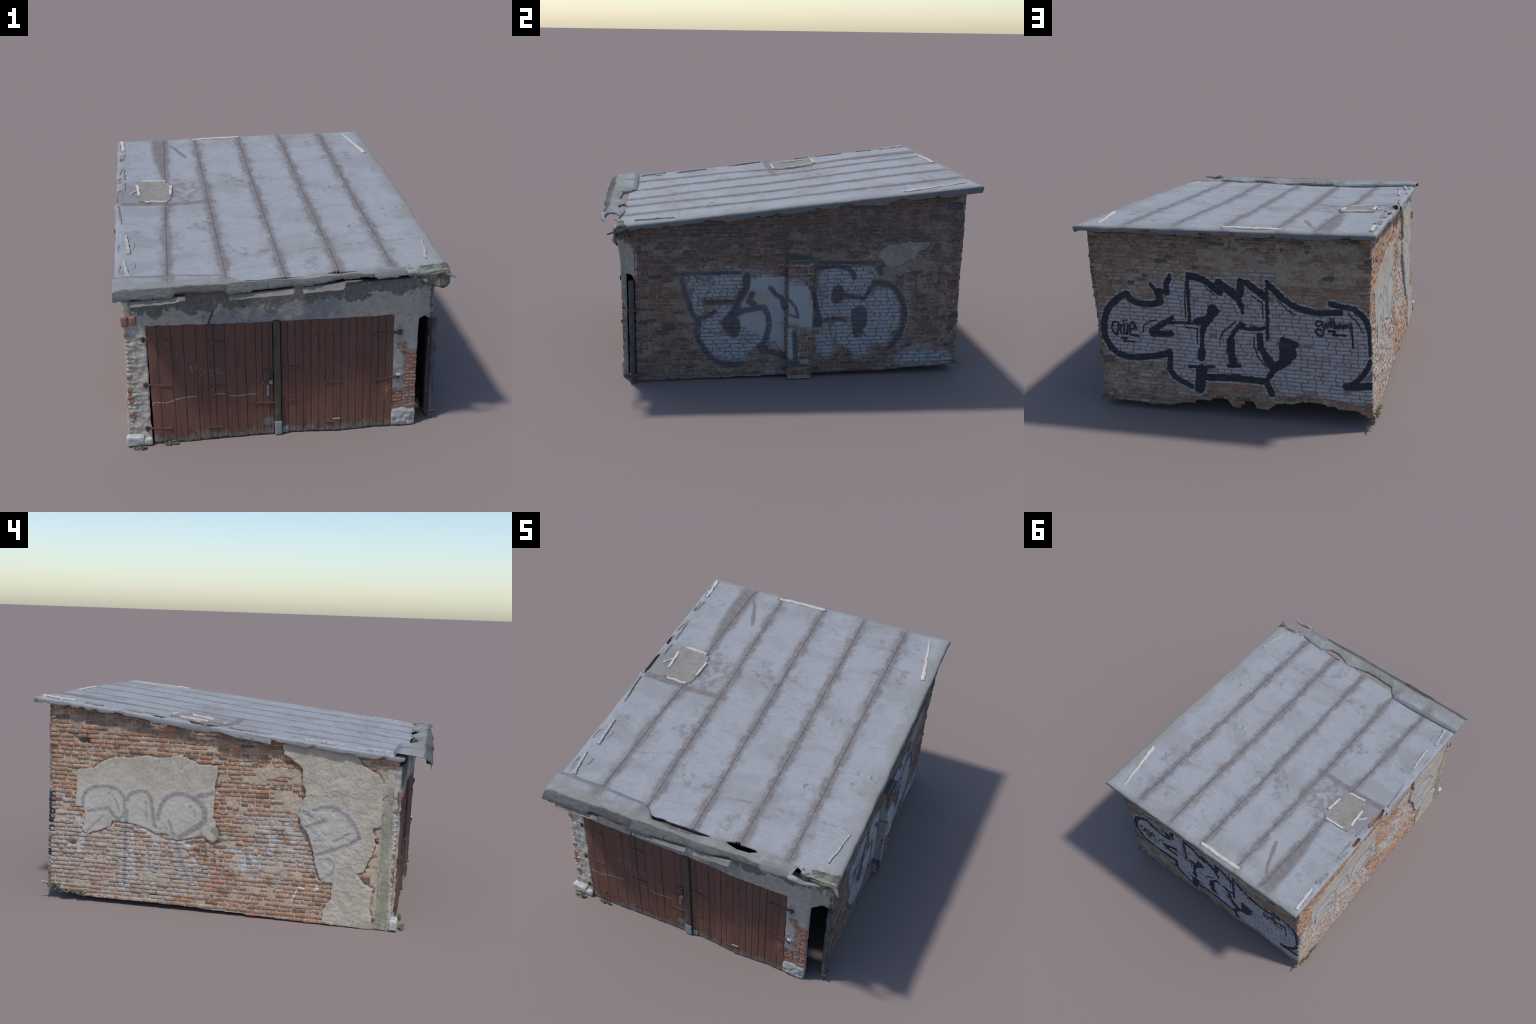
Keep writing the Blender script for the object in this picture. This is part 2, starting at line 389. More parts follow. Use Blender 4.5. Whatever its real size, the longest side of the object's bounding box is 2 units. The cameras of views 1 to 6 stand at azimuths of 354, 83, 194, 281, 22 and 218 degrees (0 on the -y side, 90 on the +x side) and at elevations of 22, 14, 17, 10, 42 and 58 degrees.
LEFT_SMEAR_HIGH = P((-0.121, 0.734), (-0.158, 0.756), (-0.205, 0.768), (-0.253, 0.762), (-0.300, 0.760), (-0.342, 0.768), (-0.375, 0.756), (-0.380, 0.681), (-0.331, 0.687), (-0.330, 0.715), (-0.264, 0.716), (-0.246, 0.700), (-0.203, 0.697), (-0.199, 0.671), (-0.142, 0.669), (-0.080, 0.679), (-0.084, 0.694), (-0.112, 0.705))
LEFT_SMEAR_MIDDLE = P((-0.244, 0.629), (-0.319, 0.637), (-0.324, 0.620), (-0.381, 0.615), (-0.375, 0.534), (-0.337, 0.536), (-0.308, 0.553), (-0.246, 0.557))
LEFT_SMEAR_LOW = P((-0.176, 0.266), (-0.319, 0.274), (-0.334, 0.260), (-0.254, 0.234), (-0.176, 0.241))
LEFT_SMEAR_BACK = P((0.495, 0.182), (0.373, 0.187), (0.357, 0.159), (0.271, 0.156), (0.276, 0.136), (0.433, 0.137), (0.443, 0.166))
BACK_SMEAR = P((0.123, 0.926), (-0.033, 0.952), (-0.223, 0.932), (-0.410, 0.978), (-0.682, 0.991), (-0.718, 0.918), (-0.646, 0.878), (-0.737, 0.826), (-0.719, 0.778), (-0.312, 0.736), (-0.267, 0.820), (-0.086, 0.840), (0.011, 0.825), (0.127, 0.839))
LEFT_SCRAWL = [
    S(0.012, (-0.030, 0.340), (-0.075, 0.318), (-0.100, 0.280), (-0.105, 0.240)),
    S(0.012, (-0.140, 0.310), (-0.165, 0.280), (-0.185, 0.258)),
    S(0.012, (0.430, 0.402), (0.362, 0.388), (0.352, 0.330)),
    S(0.012, (0.478, 0.380), (0.470, 0.140)),
    S(0.014, (-0.20, 0.46), (-0.25, 0.40), (-0.24, 0.34)),
    S(0.014, (-0.31, 0.48), (-0.36, 0.42), (-0.34, 0.36)),
    S(0.012, (0.20, 0.360), (0.17, 0.300), (0.125, 0.220)),
    S(0.014, (0.78, 0.46), (0.74, 0.36), (0.76, 0.26)),
]


# ------------------------------------------------------------------ material helpers
class Tree:
    def __init__(self, tree):
        self.t = tree

    def node(self, kind, **props):
        n = self.t.nodes.new(kind)
        for k, v in props.items():
            setattr(n, k, v)
        return n

    def put(self, socket, value):
        if value is None:
            return
        if isinstance(value, bpy.types.NodeSocket):
            self.t.links.new(value, socket)
        else:
            if socket.type == "RGBA" and len(value) == 3:
                value = (*value, 1)
            socket.default_value = value

    def math(self, op, a, b=None, c=None, clamp=False):
        n = self.node("ShaderNodeMath", operation=op, use_clamp=clamp)
        for s, v in zip(n.inputs, (a, b, c)):
            self.put(s, v)
        return n.outputs[0]

    def vec(self, op, a, b=None, c=None, out=0):
        n = self.node("ShaderNodeVectorMath", operation=op)
        for s, v in zip(n.inputs, (a, b, c)):
            self.put(s, v)
        return n.outputs[out]

    def smooth(self, x, a, b, lo=0.0, hi=1.0):
        n = self.node("ShaderNodeMapRange", interpolation_type="SMOOTHSTEP")
        for k, v in zip(("Value", "From Min", "From Max", "To Min", "To Max"), (x, a, b, lo, hi)):
            self.put(n.inputs[k], v)
        return n.outputs[0]

    def noise(self, p, scale, detail=3.0, rough=0.55, distort=0.0, stretch=None, color=False):
        if stretch:
            p = self.vec("MULTIPLY", p, stretch)
        n = self.node("ShaderNodeTexNoise")
        self.put(n.inputs["Vector"], p)
        for k, v in zip(("Scale", "Detail", "Roughness", "Distortion"), (scale, detail, rough, distort)):
            self.put(n.inputs[k], v)
        return n.outputs[1 if color else 0]

    def voronoi(self, p, scale, feature="F1"):
        n = self.node("ShaderNodeTexVoronoi", feature=feature)
        self.put(n.inputs["Vector"], p)
        self.put(n.inputs["Scale"], scale)
        return n.outputs[0]

    def mix(self, f, a, b, mode="MIX"):
        n = self.node("ShaderNodeMix", data_type="RGBA", blend_type=mode)
        n.clamp_factor = True
        self.put(n.inputs[0], f)
        self.put(n.inputs[6], a)
        self.put(n.inputs[7], b)
        return n.outputs[2]

    def ramp(self, f, stops, mode="LINEAR"):
        n = self.node("ShaderNodeValToRGB")
        r = n.color_ramp
        r.interpolation = mode
        while len(r.elements) < len(stops):
            r.elements.new(0.5)
        for e, (at, col) in zip(r.elements, stops):
            e.position = at
            e.color = (*col, 1)
        self.put(n.inputs[0], f)
        return n.outputs[0]

    def position(self):
        return self.node("ShaderNodeNewGeometry").outputs["Position"]

    def xyz(self, p):
        n = self.node("ShaderNodeSeparateXYZ")
        self.put(n.inputs[0], p)
        return n.outputs

    def join(self, x=0.0, y=0.0, z=0.0):
        n = self.node("ShaderNodeCombineXYZ")
        for s, v in zip(n.inputs, (x, y, z)):
            self.put(s, v)
        return n.outputs[0]

    def strokes(self, p, strokes):
        """Distance from p to the nearest painted stroke, zero at the paint's edge, negative inside."""
        total = None
        for s in strokes:
            best = None
            for (ax, ay), (bx, by) in zip(s.pts[:-1], s.pts[1:]):
                ex, ey = bx - ax, by - ay
                l2 = ex * ex + ey * ey + 1e-9
                v = self.vec("SUBTRACT", p, (ax, ay, 0))
                t = self.node("ShaderNodeVectorMath", operation="DOT_PRODUCT")
                self.put(t.inputs[0], v)
                self.put(t.inputs[1], (ex / l2, ey / l2, 0))
                h = self.node("ShaderNodeClamp")
                self.put(h.inputs[0], t.outputs["Value"])
                k = self.node("ShaderNodeVectorMath", operation="SCALE")
                self.put(k.inputs[0], (ex, ey, 0))
                self.put(k.inputs["Scale"], h.outputs[0])
                w = self.vec("SUBTRACT", v, k.outputs[0])
                d = self.vec("LENGTH", w, out="Value")
                best = d if best is None else self.math("MINIMUM", best, d)
            best = self.math("SUBTRACT", best, s.r)
            total = best if total is None else self.math("MINIMUM", total, best)
        return total

    def blob(self, u, z, cu, cz, ru, rz, soft=0.5):
        """1 inside an ellipse in wall coordinates, fading out at its edge."""
        a = self.math("MULTIPLY", self.math("SUBTRACT", u, cu), 1 / ru)
        b = self.math("MULTIPLY", self.math("SUBTRACT", z, cz), 1 / rz)
        d = self.math("SQRT", self.math("ADD", self.math("MULTIPLY", a, a), self.math("MULTIPLY", b, b)))
        return self.smooth(d, 1 - soft, 1 + soft, 1.0, 0.0)


def material(name, build, rough=0.9):
    m = bpy.data.materials.new(name)
    m.use_nodes = True
    m.node_tree.nodes.clear()
    T = Tree(m.node_tree)
    bsdf = T.node("ShaderNodeBsdfPrincipled")
    out = T.node("ShaderNodeOutputMaterial")
    T.t.links.new(bsdf.outputs[0], out.inputs[0])
    bsdf.inputs["Roughness"].default_value = rough
    bsdf.inputs["Specular IOR Level"].default_value = 0.2
    res = build(T)
    color, bump = res[0], res[1]
    T.put(bsdf.inputs["Base Color"], color)
    if bump is not None:
        b = T.node("ShaderNodeBump")
        b.inputs["Strength"].default_value = res[2] if len(res) > 2 else 0.5
        b.inputs["Distance"].default_value = res[3] if len(res) > 3 else 0.004
        T.put(b.inputs["Height"], bump)
        T.t.links.new(b.outputs[0], bsdf.inputs["Normal"])
    return m


def paint_group(name, axis, layers):
    """Node group that measures the distance to each layer of painted strokes on one wall."""
    g = bpy.data.node_groups.new(name, "ShaderNodeTree")
    for k in layers:
        g.interface.new_socket(k, in_out="OUTPUT", socket_type="NodeSocketFloat")
    T = Tree(g)
    x, y, z = T.xyz(T.position())
    p = T.join(x if axis == 0 else y, z)
    wob = T.vec("MULTIPLY", T.vec("SUBTRACT", T.noise(p, 26, 3, color=True), (0.5, 0.5, 0.5)), (0.012, 0.012, 0))
    p = T.vec("ADD", p, wob)
    out = T.node("NodeGroupOutput")
    for k, strokes in layers.items():
        T.put(out.inputs[k], T.strokes(p, strokes))
    return g


PAINT = {
    "left": (1, dict(outline=LEFT_OUTLINE, fill=LEFT_FILL, white=LEFT_WHITE, scrawl=LEFT_SCRAWL)),
    "right": (1, dict(outline=RIGHT_OUTLINE, fill=RIGHT_FILL)),
    "back": (0, dict(outline=BACK_OUTLINE, letters=BACK_LETTERS, fill=BACK_FILL, haze=BACK_HAZE)),
}
GROUPS = {k: paint_group(f"wall_paint_{k}", a, l) for k, (a, l) in PAINT.items()}

LOOK = {  # per wall: brick colours, mortar, plaster, whitewash, paint fill, paint outline
    "left": dict(
        brick=[(0.378, 0.180, 0.108), (0.335, 0.158, 0.099), (0.281, 0.151, 0.105), (0.364, 0.206, 0.136), (0.320, 0.196, 0.136), (0.272, 0.171, 0.122), (0.388, 0.185, 0.105), (0.339, 0.235, 0.173)],
        mortar=((0.43, 0.35, 0.265), (0.33, 0.275, 0.22)), plaster=((0.43, 0.388, 0.325), (0.355, 0.318, 0.268)),
        wash=(0.375, 0.368, 0.362), fill=(0.43, 0.435, 0.45), outline=(0.205, 0.192, 0.188)),
    "right": dict(  # brick and paint fill colours lowered to match this wall's shaded side
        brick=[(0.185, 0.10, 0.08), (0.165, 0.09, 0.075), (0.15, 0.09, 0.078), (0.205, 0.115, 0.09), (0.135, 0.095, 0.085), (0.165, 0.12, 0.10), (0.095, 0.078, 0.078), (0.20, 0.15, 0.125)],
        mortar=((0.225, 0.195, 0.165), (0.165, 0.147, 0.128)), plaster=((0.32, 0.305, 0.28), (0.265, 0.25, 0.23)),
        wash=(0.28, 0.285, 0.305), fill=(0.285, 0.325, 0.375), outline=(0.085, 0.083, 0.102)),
    "back": dict(
        brick=[(0.245, 0.145, 0.108), (0.215, 0.13, 0.10), (0.215, 0.15, 0.118), (0.275, 0.145, 0.10), (0.18, 0.125, 0.105), (0.25, 0.195, 0.155), (0.15, 0.112, 0.10), (0.27, 0.215, 0.17)],
        mortar=((0.275, 0.238, 0.19), (0.20, 0.175, 0.145)), plaster=((0.33, 0.29, 0.235), (0.25, 0.22, 0.18)),
        wash=(0.34, 0.325, 0.305), fill=(0.335, 0.34, 0.385), outline=(0.028, 0.03, 0.04)),
}


def wall_colour(T, wall, kind):
    """Colour of one matter (brick, mortar, plaster) on one wall, with soot, whitewash and paint over it."""
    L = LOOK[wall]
    pos = T.position()
    x, y, z = T.xyz(pos)
    u = x if wall == "back" else y
    fine = T.noise(pos, 240, 4, 0.6)
    mid = T.noise(pos, 60, 4, 0.6)
    big = T.noise(pos, 9, 4, 0.6)
    if kind == "brick":
        geo = T.node("ShaderNodeNewGeometry").outputs["Random Per Island"]
        obj = T.node("ShaderNodeObjectInfo").outputs["Random"]
        r = T.math("FRACT", T.math("ADD", geo, obj))
        r2 = T.math("FRACT", T.math("MULTIPLY", r, 13.7))
        r3 = T.math("FRACT", T.math("MULTIPLY", r, 37.3))
        n = len(L["brick"])
        col = T.ramp(r, [(i / n, c) for i, c in enumerate(L["brick"])], "CONSTANT")
        col = T.mix(T.smooth(mid, 0.40, 0.75, 0, 0.55), col, tuple(0.45 * v for v in L["brick"][2]))
        col = T.mix(T.smooth(fine, 0.45, 0.8, 0, 0.5), col, tuple(1.35 * v for v in L["brick"][3]))
        crust = T.math("MULTIPLY", T.smooth(T.noise(pos, 38, 5, 0.7), 0.47, 0.60), T.smooth(big, 0.35, 0.62, 0.3, 1.0))
        col = T.mix(T.math("MULTIPLY", crust, 0.8), col, L["mortar"][0])
        burnt = T.math("MULTIPLY", T.smooth(r2, 0.90, 0.95), 0.6 if wall == "left" else 0.75)
        col = T.mix(burnt, col, (0.075, 0.065, 0.065))
    elif kind == "mortar":
        r3 = T.noise(pos, 22, 2)
        col = T.mix(T.smooth(mid, 0.35, 0.7), L["mortar"][0], L["mortar"][1])
        col = T.mix(T.smooth(fine, 0.5, 0.8, 0, 0.6), col, tuple(1.25 * v for v in L["mortar"][0]))
    else:
        r3 = T.noise(pos, 22, 2)
        col = T.mix(T.smooth(big, 0.35, 0.7), L["plaster"][0], L["plaster"][1])
        col = T.mix(T.smooth(mid, 0.5, 0.72, 0, 0.5), col, tuple(0.70 * v for v in L["plaster"][1]))
        col = T.mix(T.math("MULTIPLY", T.smooth(T.noise(pos, 85, 5, 0.7), 0.56, 0.66), T.smooth(T.noise(pos, 7, 3), 0.42, 0.6)), col, tuple(0.5 * v for v in L["plaster"][1]))
        col = T.mix(T.smooth(fine, 0.5, 0.8, 0, 0.5), col, tuple(1.2 * v for v in L["plaster"][0]))
    patch = T.noise(pos, 15, 4, 0.65)
    # soot and grime stains
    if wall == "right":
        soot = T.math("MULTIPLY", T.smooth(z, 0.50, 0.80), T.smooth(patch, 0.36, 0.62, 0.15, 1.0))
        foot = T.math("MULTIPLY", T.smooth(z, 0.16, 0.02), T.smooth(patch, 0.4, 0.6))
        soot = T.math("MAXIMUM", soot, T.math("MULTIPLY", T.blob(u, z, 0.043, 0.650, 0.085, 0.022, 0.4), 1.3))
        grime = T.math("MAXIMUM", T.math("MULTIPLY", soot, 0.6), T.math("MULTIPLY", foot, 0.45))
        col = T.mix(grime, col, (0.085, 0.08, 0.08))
    elif wall == "back":
        soot = T.math("MULTIPLY", T.smooth(z, 0.80, 0.98), T.smooth(patch, 0.40, 0.62, 0.1, 1.0))
        foot = T.math("MULTIPLY", T.smooth(z, 0.20, 0.06), T.smooth(patch, 0.42, 0.6))
        grime = T.math("MAXIMUM", T.math("MULTIPLY", soot, 0.5), T.math("MULTIPLY", foot, 0.4))
        col = T.mix(grime, col, (0.10, 0.09, 0.075))
    else:
        soot = T.math("MULTIPLY", T.blob(u, z, 0.55, 0.98, 0.75, 0.13), T.smooth(patch, 0.36, 0.6))
        soot = T.math("MAXIMUM", soot, T.blob(u, z, 0.733, 0.842, 0.036, 0.026))  # small ellipse: darkness inside the deep brick hole, painted in
        low = T.math("MULTIPLY", T.blob(u, z, -0.02, 0.32, 0.26, 0.16), T.smooth(patch, 0.50, 0.60))
        grime = T.math("MAXIMUM", T.math("MULTIPLY", soot, 0.55), T.math("MULTIPLY", low, 0.6))
        col = T.mix(grime, col, (0.12, 0.105, 0.10))
    # whitewash left on the bricks
    zones = {
        "left": [(0.50, 0.17, 0.42, 0.24, 0.72), (-0.28, 0.40, 0.22, 0.18, 0.75), (0.88, 0.28, 0.10, 0.27, 0.95), (-0.1, 0.22, 0.3, 0.13, 0.5)],
        "right": [(0.72, 0.09, 0.18, 0.08, 0.72), (-0.25, 0.05, 0.35, 0.07, 0.4), (0.6, 0.62, 0.3, 0.12, 0.35), (-0.3, 0.60, 0.25, 0.03, 0.6)],
        "back": [(0.45, 0.17, 0.30, 0.14, 0.45), (0.40, 0.75, 0.22, 0.12, 0.35), (-0.10, 0.80, 0.25, 0.06, 0.45)],
    }[wall]
    amount = None
    for cu, cz, ru, rz, k in zones:
        b = T.math("MULTIPLY", T.blob(u, z, cu, cz, ru, rz), k)
        amount = b if amount is None else T.math("MAXIMUM", amount, b)
    r3 = T.math("ADD", T.math("MULTIPLY", r3, 0.45), T.math("MULTIPLY", T.smooth(T.noise(pos, 11, 4, 0.65), 0.32, 0.68), 0.55))
    wash = T.smooth(T.math("SUBTRACT", amount, r3), -0.25, 0.25)
    wash = T.math("MULTIPLY", wash, T.smooth(T.noise(pos, 55, 5, 0.7), 0.36, 0.58))
    wash = T.math("MULTIPLY", wash, {"brick": 0.75, "mortar": 0.40, "plaster": 0.25}[kind])
    col = T.mix(wash, col, L["wash"])
    # painted lettering
    g = T.node("ShaderNodeGroup")
    g.node_tree = GROUPS[wall]
    o = g.outputs
    worn = T.noise(pos, 70, 5, 0.7)
    grip = {"brick": 1.0, "mortar": 0.55 if wall == "left" else 0.30, "plaster": 1.0}[kind]
    if wall == "back":
        fill = T.math("MINIMUM", T.math("SUBTRACT", o["fill"], 0.006), T.math("SUBTRACT", o["outline"], 0.012))
        f = T.math("MULTIPLY", T.smooth(fill, 0.003, -0.005), T.smooth(worn, 0.30, 0.46, 0.45, 1.0))
        h = T.math("MULTIPLY", T.smooth(o["haze"], 0.03, -0.03), T.smooth(patch, 0.40, 0.6, 0, 0.7))
        f = T.math("MAXIMUM", f, h)
        tint = T.mix(T.smooth(T.noise(pos, 13, 5, 0.65), 0.42, 0.62, 0, 0.65), L["fill"], (0.30, 0.255, 0.225))
        tint = T.mix(T.smooth(worn, 0.52, 0.66, 0, 0.55), tint, (0.21, 0.195, 0.20))
        if kind == "mortar":
            col = T.mix(T.math("MULTIPLY", f, 0.75), col, (0.135, 0.125, 0.125))
            col = T.mix(T.math("MULTIPLY", f, 0.45), col, T.mix(T.smooth(mid, 0.42, 0.6), (0.135, 0.125, 0.125), tint))
        else:
            col = T.mix(T.math("MULTIPLY", f, 0.92 * grip), col, tint)
        ink = T.math("MINIMUM", o["outline"], o["letters"])
        k = T.math("MULTIPLY", T.smooth(ink, 0.0036, -0.0008), T.smooth(worn, 0.27, 0.40, 0.25, 1.0))
        col = T.mix(T.math("MULTIPLY", k, 0.97 if kind != "mortar" else 0.88), col, L["outline"])
    elif wall == "right":
        f = T.math("MULTIPLY", T.smooth(o["fill"], 0.004, -0.006), T.smooth(worn, 0.30, 0.48, 0.35, 1.0))
        f = T.math("MULTIPLY", f, T.smooth(patch, 0.34, 0.50, 0.55, 1.0))
        haze = T.math("MULTIPLY", T.smooth(o["fill"], 0.045, 0.0), T.smooth(patch, 0.40, 0.60, 0.0, 0.7))
        f = T.math("MAXIMUM", f, haze)
        if kind == "mortar":
            col = T.mix(T.math("MULTIPLY", f, 0.75), col, T.mix(T.smooth(mid, 0.44, 0.6), (0.105, 0.105, 0.115), L["fill"]))
        else:
            col = T.mix(T.math("MULTIPLY", f, 0.92 * grip), col, L["fill"])
        k = T.math("MULTIPLY", T.smooth(o["outline"], 0.009, -0.003), T.smooth(worn, 0.30, 0.48, 0.45, 0.95))
        col = T.mix(k, col, L["outline"])
    else:
        fill = T.math("MINIMUM", o["fill"], T.math("SUBTRACT", o["outline"], 0.016))
        f = T.math("MULTIPLY", T.smooth(fill, 0.012, -0.014), T.smooth(worn, 0.34, 0.56, 0.2, 1.0))
        col = T.mix(T.math("MULTIPLY", f, 0.52 * grip), col, L["fill"])
        k = T.math("MULTIPLY", T.smooth(o["outline"], 0.006, -0.009), T.smooth(worn, 0.32, 0.56, 0.35, 0.92))
        k = T.math("MULTIPLY", k, 1.0 if kind == "plaster" else 0.85)
        col = T.mix(k, col, L["outline"])
        s = T.math("MULTIPLY", T.smooth(o["scrawl"], 0.008, -0.008), T.smooth(worn, 0.34, 0.56, 0.15, 0.8))
        col = T.mix(s, col, L["fill"])
        w = T.math("MULTIPLY", T.smooth(o["white"], 0.002, -0.002), T.smooth(worn, 0.35, 0.5))
        col = T.mix(T.math("MULTIPLY", w, 0.8), col, (0.55, 0.56, 0.6))
        # green algae where the downpipe once ran
        strip = T.math("ABSOLUTE", T.math("ADD", T.math("ADD", u, 0.800), T.math("MULTIPLY", T.math("SUBTRACT", mid, 0.5), 0.03)))
        alg = T.math("MULTIPLY", T.smooth(strip, 0.036, 0.020), T.smooth(T.noise(pos, 30, 4, 0.6, stretch=(1, 1, 0.25)), 0.3, 0.55, 0.35, 0.95))
        alg = T.math("MULTIPLY", alg, T.smooth(z, 0.74, 0.66, 0, 0.85))
        col = T.mix(alg, col, (0.195, 0.20, 0.145))
    bump = T.math("ADD", T.math("MULTIPLY", mid, 0.6), T.math("MULTIPLY", fine, 0.4))
    return col, bump, 0.55, 0.004


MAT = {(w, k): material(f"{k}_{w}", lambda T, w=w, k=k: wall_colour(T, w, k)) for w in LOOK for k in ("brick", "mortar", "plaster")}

SEAMS = [(-0.525, 0.025), (-0.291, -0.0186), (-0.018, -0.0175), (0.239, -0.0148), (0.498, -0.0119)]  # x of each lap at y = 0, slope in y


def roof_look(T, edge=False):
    pos = T.position()
    x, y, z = T.xyz(pos)
    swirl = T.vec("MULTIPLY", T.vec("SUBTRACT", T.noise(pos, 2.6, 2, color=True), (0.5, 0.5, 0.5)), (0.16, 0.30, 0))
    warped = T.vec("ADD", pos, swirl)
    brush = T.noise(warped, 22, 5, 0.7, stretch=(1.0, 9.0, 1.0))
    brush2 = T.noise(warped, 20, 5, 0.7, stretch=(8.0, 1.2, 1.0))
    big = T.noise(pos, 5.5, 4, 0.6)
    mid = T.noise(pos, 24, 5, 0.65)
    fine = T.noise(pos, 150, 3, 0.6)
    col = T.mix(T.smooth(brush, 0.38, 0.68), (0.287, 0.299, 0.322), (0.262, 0.272, 0.294))
    col = T.mix(T.smooth(brush2, 0.54, 0.70, 0, 0.35), col, (0.205, 0.212, 0.230))
    streak = T.math("MULTIPLY", T.smooth(brush, 0.55, 0.66), T.smooth(big, 0.42, 0.60))
    col = T.mix(T.math("MULTIPLY", streak, 0.8), col, (0.200, 0.192, 0.198))
    col = T.mix(T.math("MULTIPLY", T.smooth(big, 0.50, 0.68), T.smooth(mid, 0.35, 0.65, 0.15, 0.6)), col, (0.215, 0.220, 0.235))
    sweep = T.noise(warped, 9, 6, 0.72, stretch=(1.0, 12.0, 1.0))
    col = T.mix(T.smooth(sweep, 0.54, 0.68, 0, 0.50), col, (0.200, 0.194, 0.198))
    col = T.mix(T.smooth(sweep, 0.45, 0.36, 0, 0.40), col, (0.318, 0.328, 0.348))
    scuff = T.math("MULTIPLY", T.smooth(T.noise(pos, 30, 6, 0.75), 0.58, 0.66), T.smooth(big, 0.46, 0.60))
    col = T.mix(T.math("MULTIPLY", scuff, 0.75), col, (0.165, 0.160, 0.168))
    broad = T.noise(warped, 3.4, 5, 0.65, stretch=(0.7, 1.6, 1))
    col = T.mix(T.smooth(broad, 0.47, 0.64, 0, 0.42), col, (0.205, 0.198, 0.202))
    # worn bitumen along the laps
    d = crease = None
    for a, b in SEAMS:
        line = T.math("SUBTRACT", x, T.math("MULTIPLY_ADD", y, b, a))
        line = T.math("ADD", line, T.math("MULTIPLY", T.math("SUBTRACT", T.noise(pos, 9, 3), 0.5), 0.010))
        line = T.math("ABSOLUTE", line)
        d = line if d is None else T.math("MINIMUM", d, line)
    wide = T.smooth(T.noise(pos, 6, 3, 0.6), 0.32, 0.66, 0.017, 0.034)
    ragged = T.math("MULTIPLY", T.math("SUBTRACT", T.noise(pos, 15, 4, 0.6), 0.5), 0.055)
    lap = T.math("SUBTRACT", T.math("ADD", d, ragged), wide)
    lap = T.math("MULTIPLY", T.smooth(lap, 0.017, -0.014), T.smooth(T.noise(pos, 70, 4, 0.7, stretch=(0.5, 1, 1)), 0.28, 0.55, 0.45, 1.0))
    veil = T.math("MULTIPLY", T.smooth(T.math("ADD", d, ragged), 0.075, 0.020), T.smooth(T.noise(pos, 13, 5, 0.7), 0.42, 0.62))
    lap = T.math("MAXIMUM", lap, T.math("MULTIPLY", veil, 0.55))
    brown = T.mix(T.smooth(mid, 0.35, 0.65), (0.172, 0.154, 0.152), (0.132, 0.116, 0.114))
    # bare bitumen: cross lap by the board, wide stain up the first lap, a forked tar run, odd patches
    def strip(dist, w, soft):
        return T.smooth(T.math("SUBTRACT", T.math("ADD", dist, T.math("MULTIPLY", ragged, 0.6)), w), soft, -soft)
    cross = T.math("MULTIPLY", strip(T.math("ABSOLUTE", T.math("SUBTRACT", y, 0.025)), 0.022, 0.008), T.math("MULTIPLY", T.smooth(x, -0.23, -0.26), T.smooth(x, -0.775, -0.75)))
    stain = T.math("MULTIPLY", strip(T.math("ABSOLUTE", T.math("ADD", x, 0.527)), T.smooth(y, 0.30, 0.72, 0.006, 0.052), 0.018), T.smooth(y, 0.28, 0.36))
    tar = strip(T.strokes(T.join(x, y), [S(0.008, (-0.380, 0.655), (-0.412, 0.744), (-0.440, 0.82), (-0.50, 0.91), (-0.52, 0.96))]), 0.003, 0.006)
    by = T.math("MULTIPLY", T.math("MULTIPLY", T.blob(x, y, -0.40, 0.16, 0.14, 0.16, 0.3), T.smooth(mid, 0.36, 0.58)), 0.75)
    by2 = T.math("MULTIPLY", T.blob(x, y, -0.71, 0.14, 0.07, 0.16, 0.4), 0.6)
    odd = T.math("MULTIPLY", T.smooth(T.noise(pos, 4.3, 5, 0.7, 0.6), 0.55, 0.66), T.smooth(mid, 0.40, 0.6, 0.05, 0.7))
    cross2 = T.math("MULTIPLY", strip(T.math("ABSOLUTE", T.math("ADD", y, T.math("MULTIPLY_ADD", x, -0.06, 0.62))), 0.006, 0.012), T.math("MULTIPLY", T.smooth(x, 0.02, 0.1), T.smooth(mid, 0.38, 0.6, 0, 0.8)))
    bare = lap
    for m in (cross, stain, tar, by, by2, odd, cross2):
        bare = T.math("MAXIMUM", bare, m)
    col = T.mix(T.math("MULTIPLY", bare, 0.88), col, brown)
    crease = T.math("MULTIPLY", T.smooth(d, 0.0030, 0.0006), T.smooth(T.noise(pos, 14, 3), 0.30, 0.46))
    col = T.mix(T.math("MULTIPLY", crease, 0.9), col, (0.075, 0.065, 0.068))
    # dusty grey border and algae near the corners
    side = T.math("MAXIMUM", T.smooth(T.math("ADD", x, T.math("MULTIPLY", T.math("SUBTRACT", big, 0.5), 0.22)), 0.66, 0.735),
                  T.smooth(T.math("ADD", y, T.math("MULTIPLY", T.math("SUBTRACT", big, 0.5), 0.10)), 0.945, 0.975))
    col = T.mix(T.math("MULTIPLY", side, T.smooth(mid, 0.3, 0.6, 0.4, 0.9)), col, (0.225, 0.225, 0.215))
    front = T.math("MULTIPLY", T.smooth(T.math("ADD", y, T.math("MULTIPLY", T.math("SUBTRACT", big, 0.5), 0.06)), -0.875, -0.905), T.smooth(mid, 0.38, 0.60, 0.25, 0.95))
    col = T.mix(front, col, (0.215, 0.215, 0.195))
    alg = T.math("MAXIMUM", T.blob(x, y, 0.70, -0.89, 0.08, 0.06, 0.6), T.math("MULTIPLY", T.blob(x, y, -0.05, -0.915, 0.30, 0.03, 0.5), 0.9))
    alg = T.math("MULTIPLY", alg, T.smooth(mid, 0.42, 0.62))
    col = T.mix(T.math("MULTIPLY", alg, 0.8), col, (0.21, 0.215, 0.125))
    white = T.math("MULTIPLY", T.smooth(T.voronoi(pos, 22), 0.060, 0.03), T.math("MAXIMUM", T.smooth(y, 0.90, 0.94), T.smooth(x, -0.74, -0.76)))
    col = T.mix(T.math("MULTIPLY", white, 0.8), col, (0.62, 0.62, 0.62))
    col = T.mix(T.smooth(fine, 0.5, 0.75, 0, 0.22), col, (0.32, 0.335, 0.36))
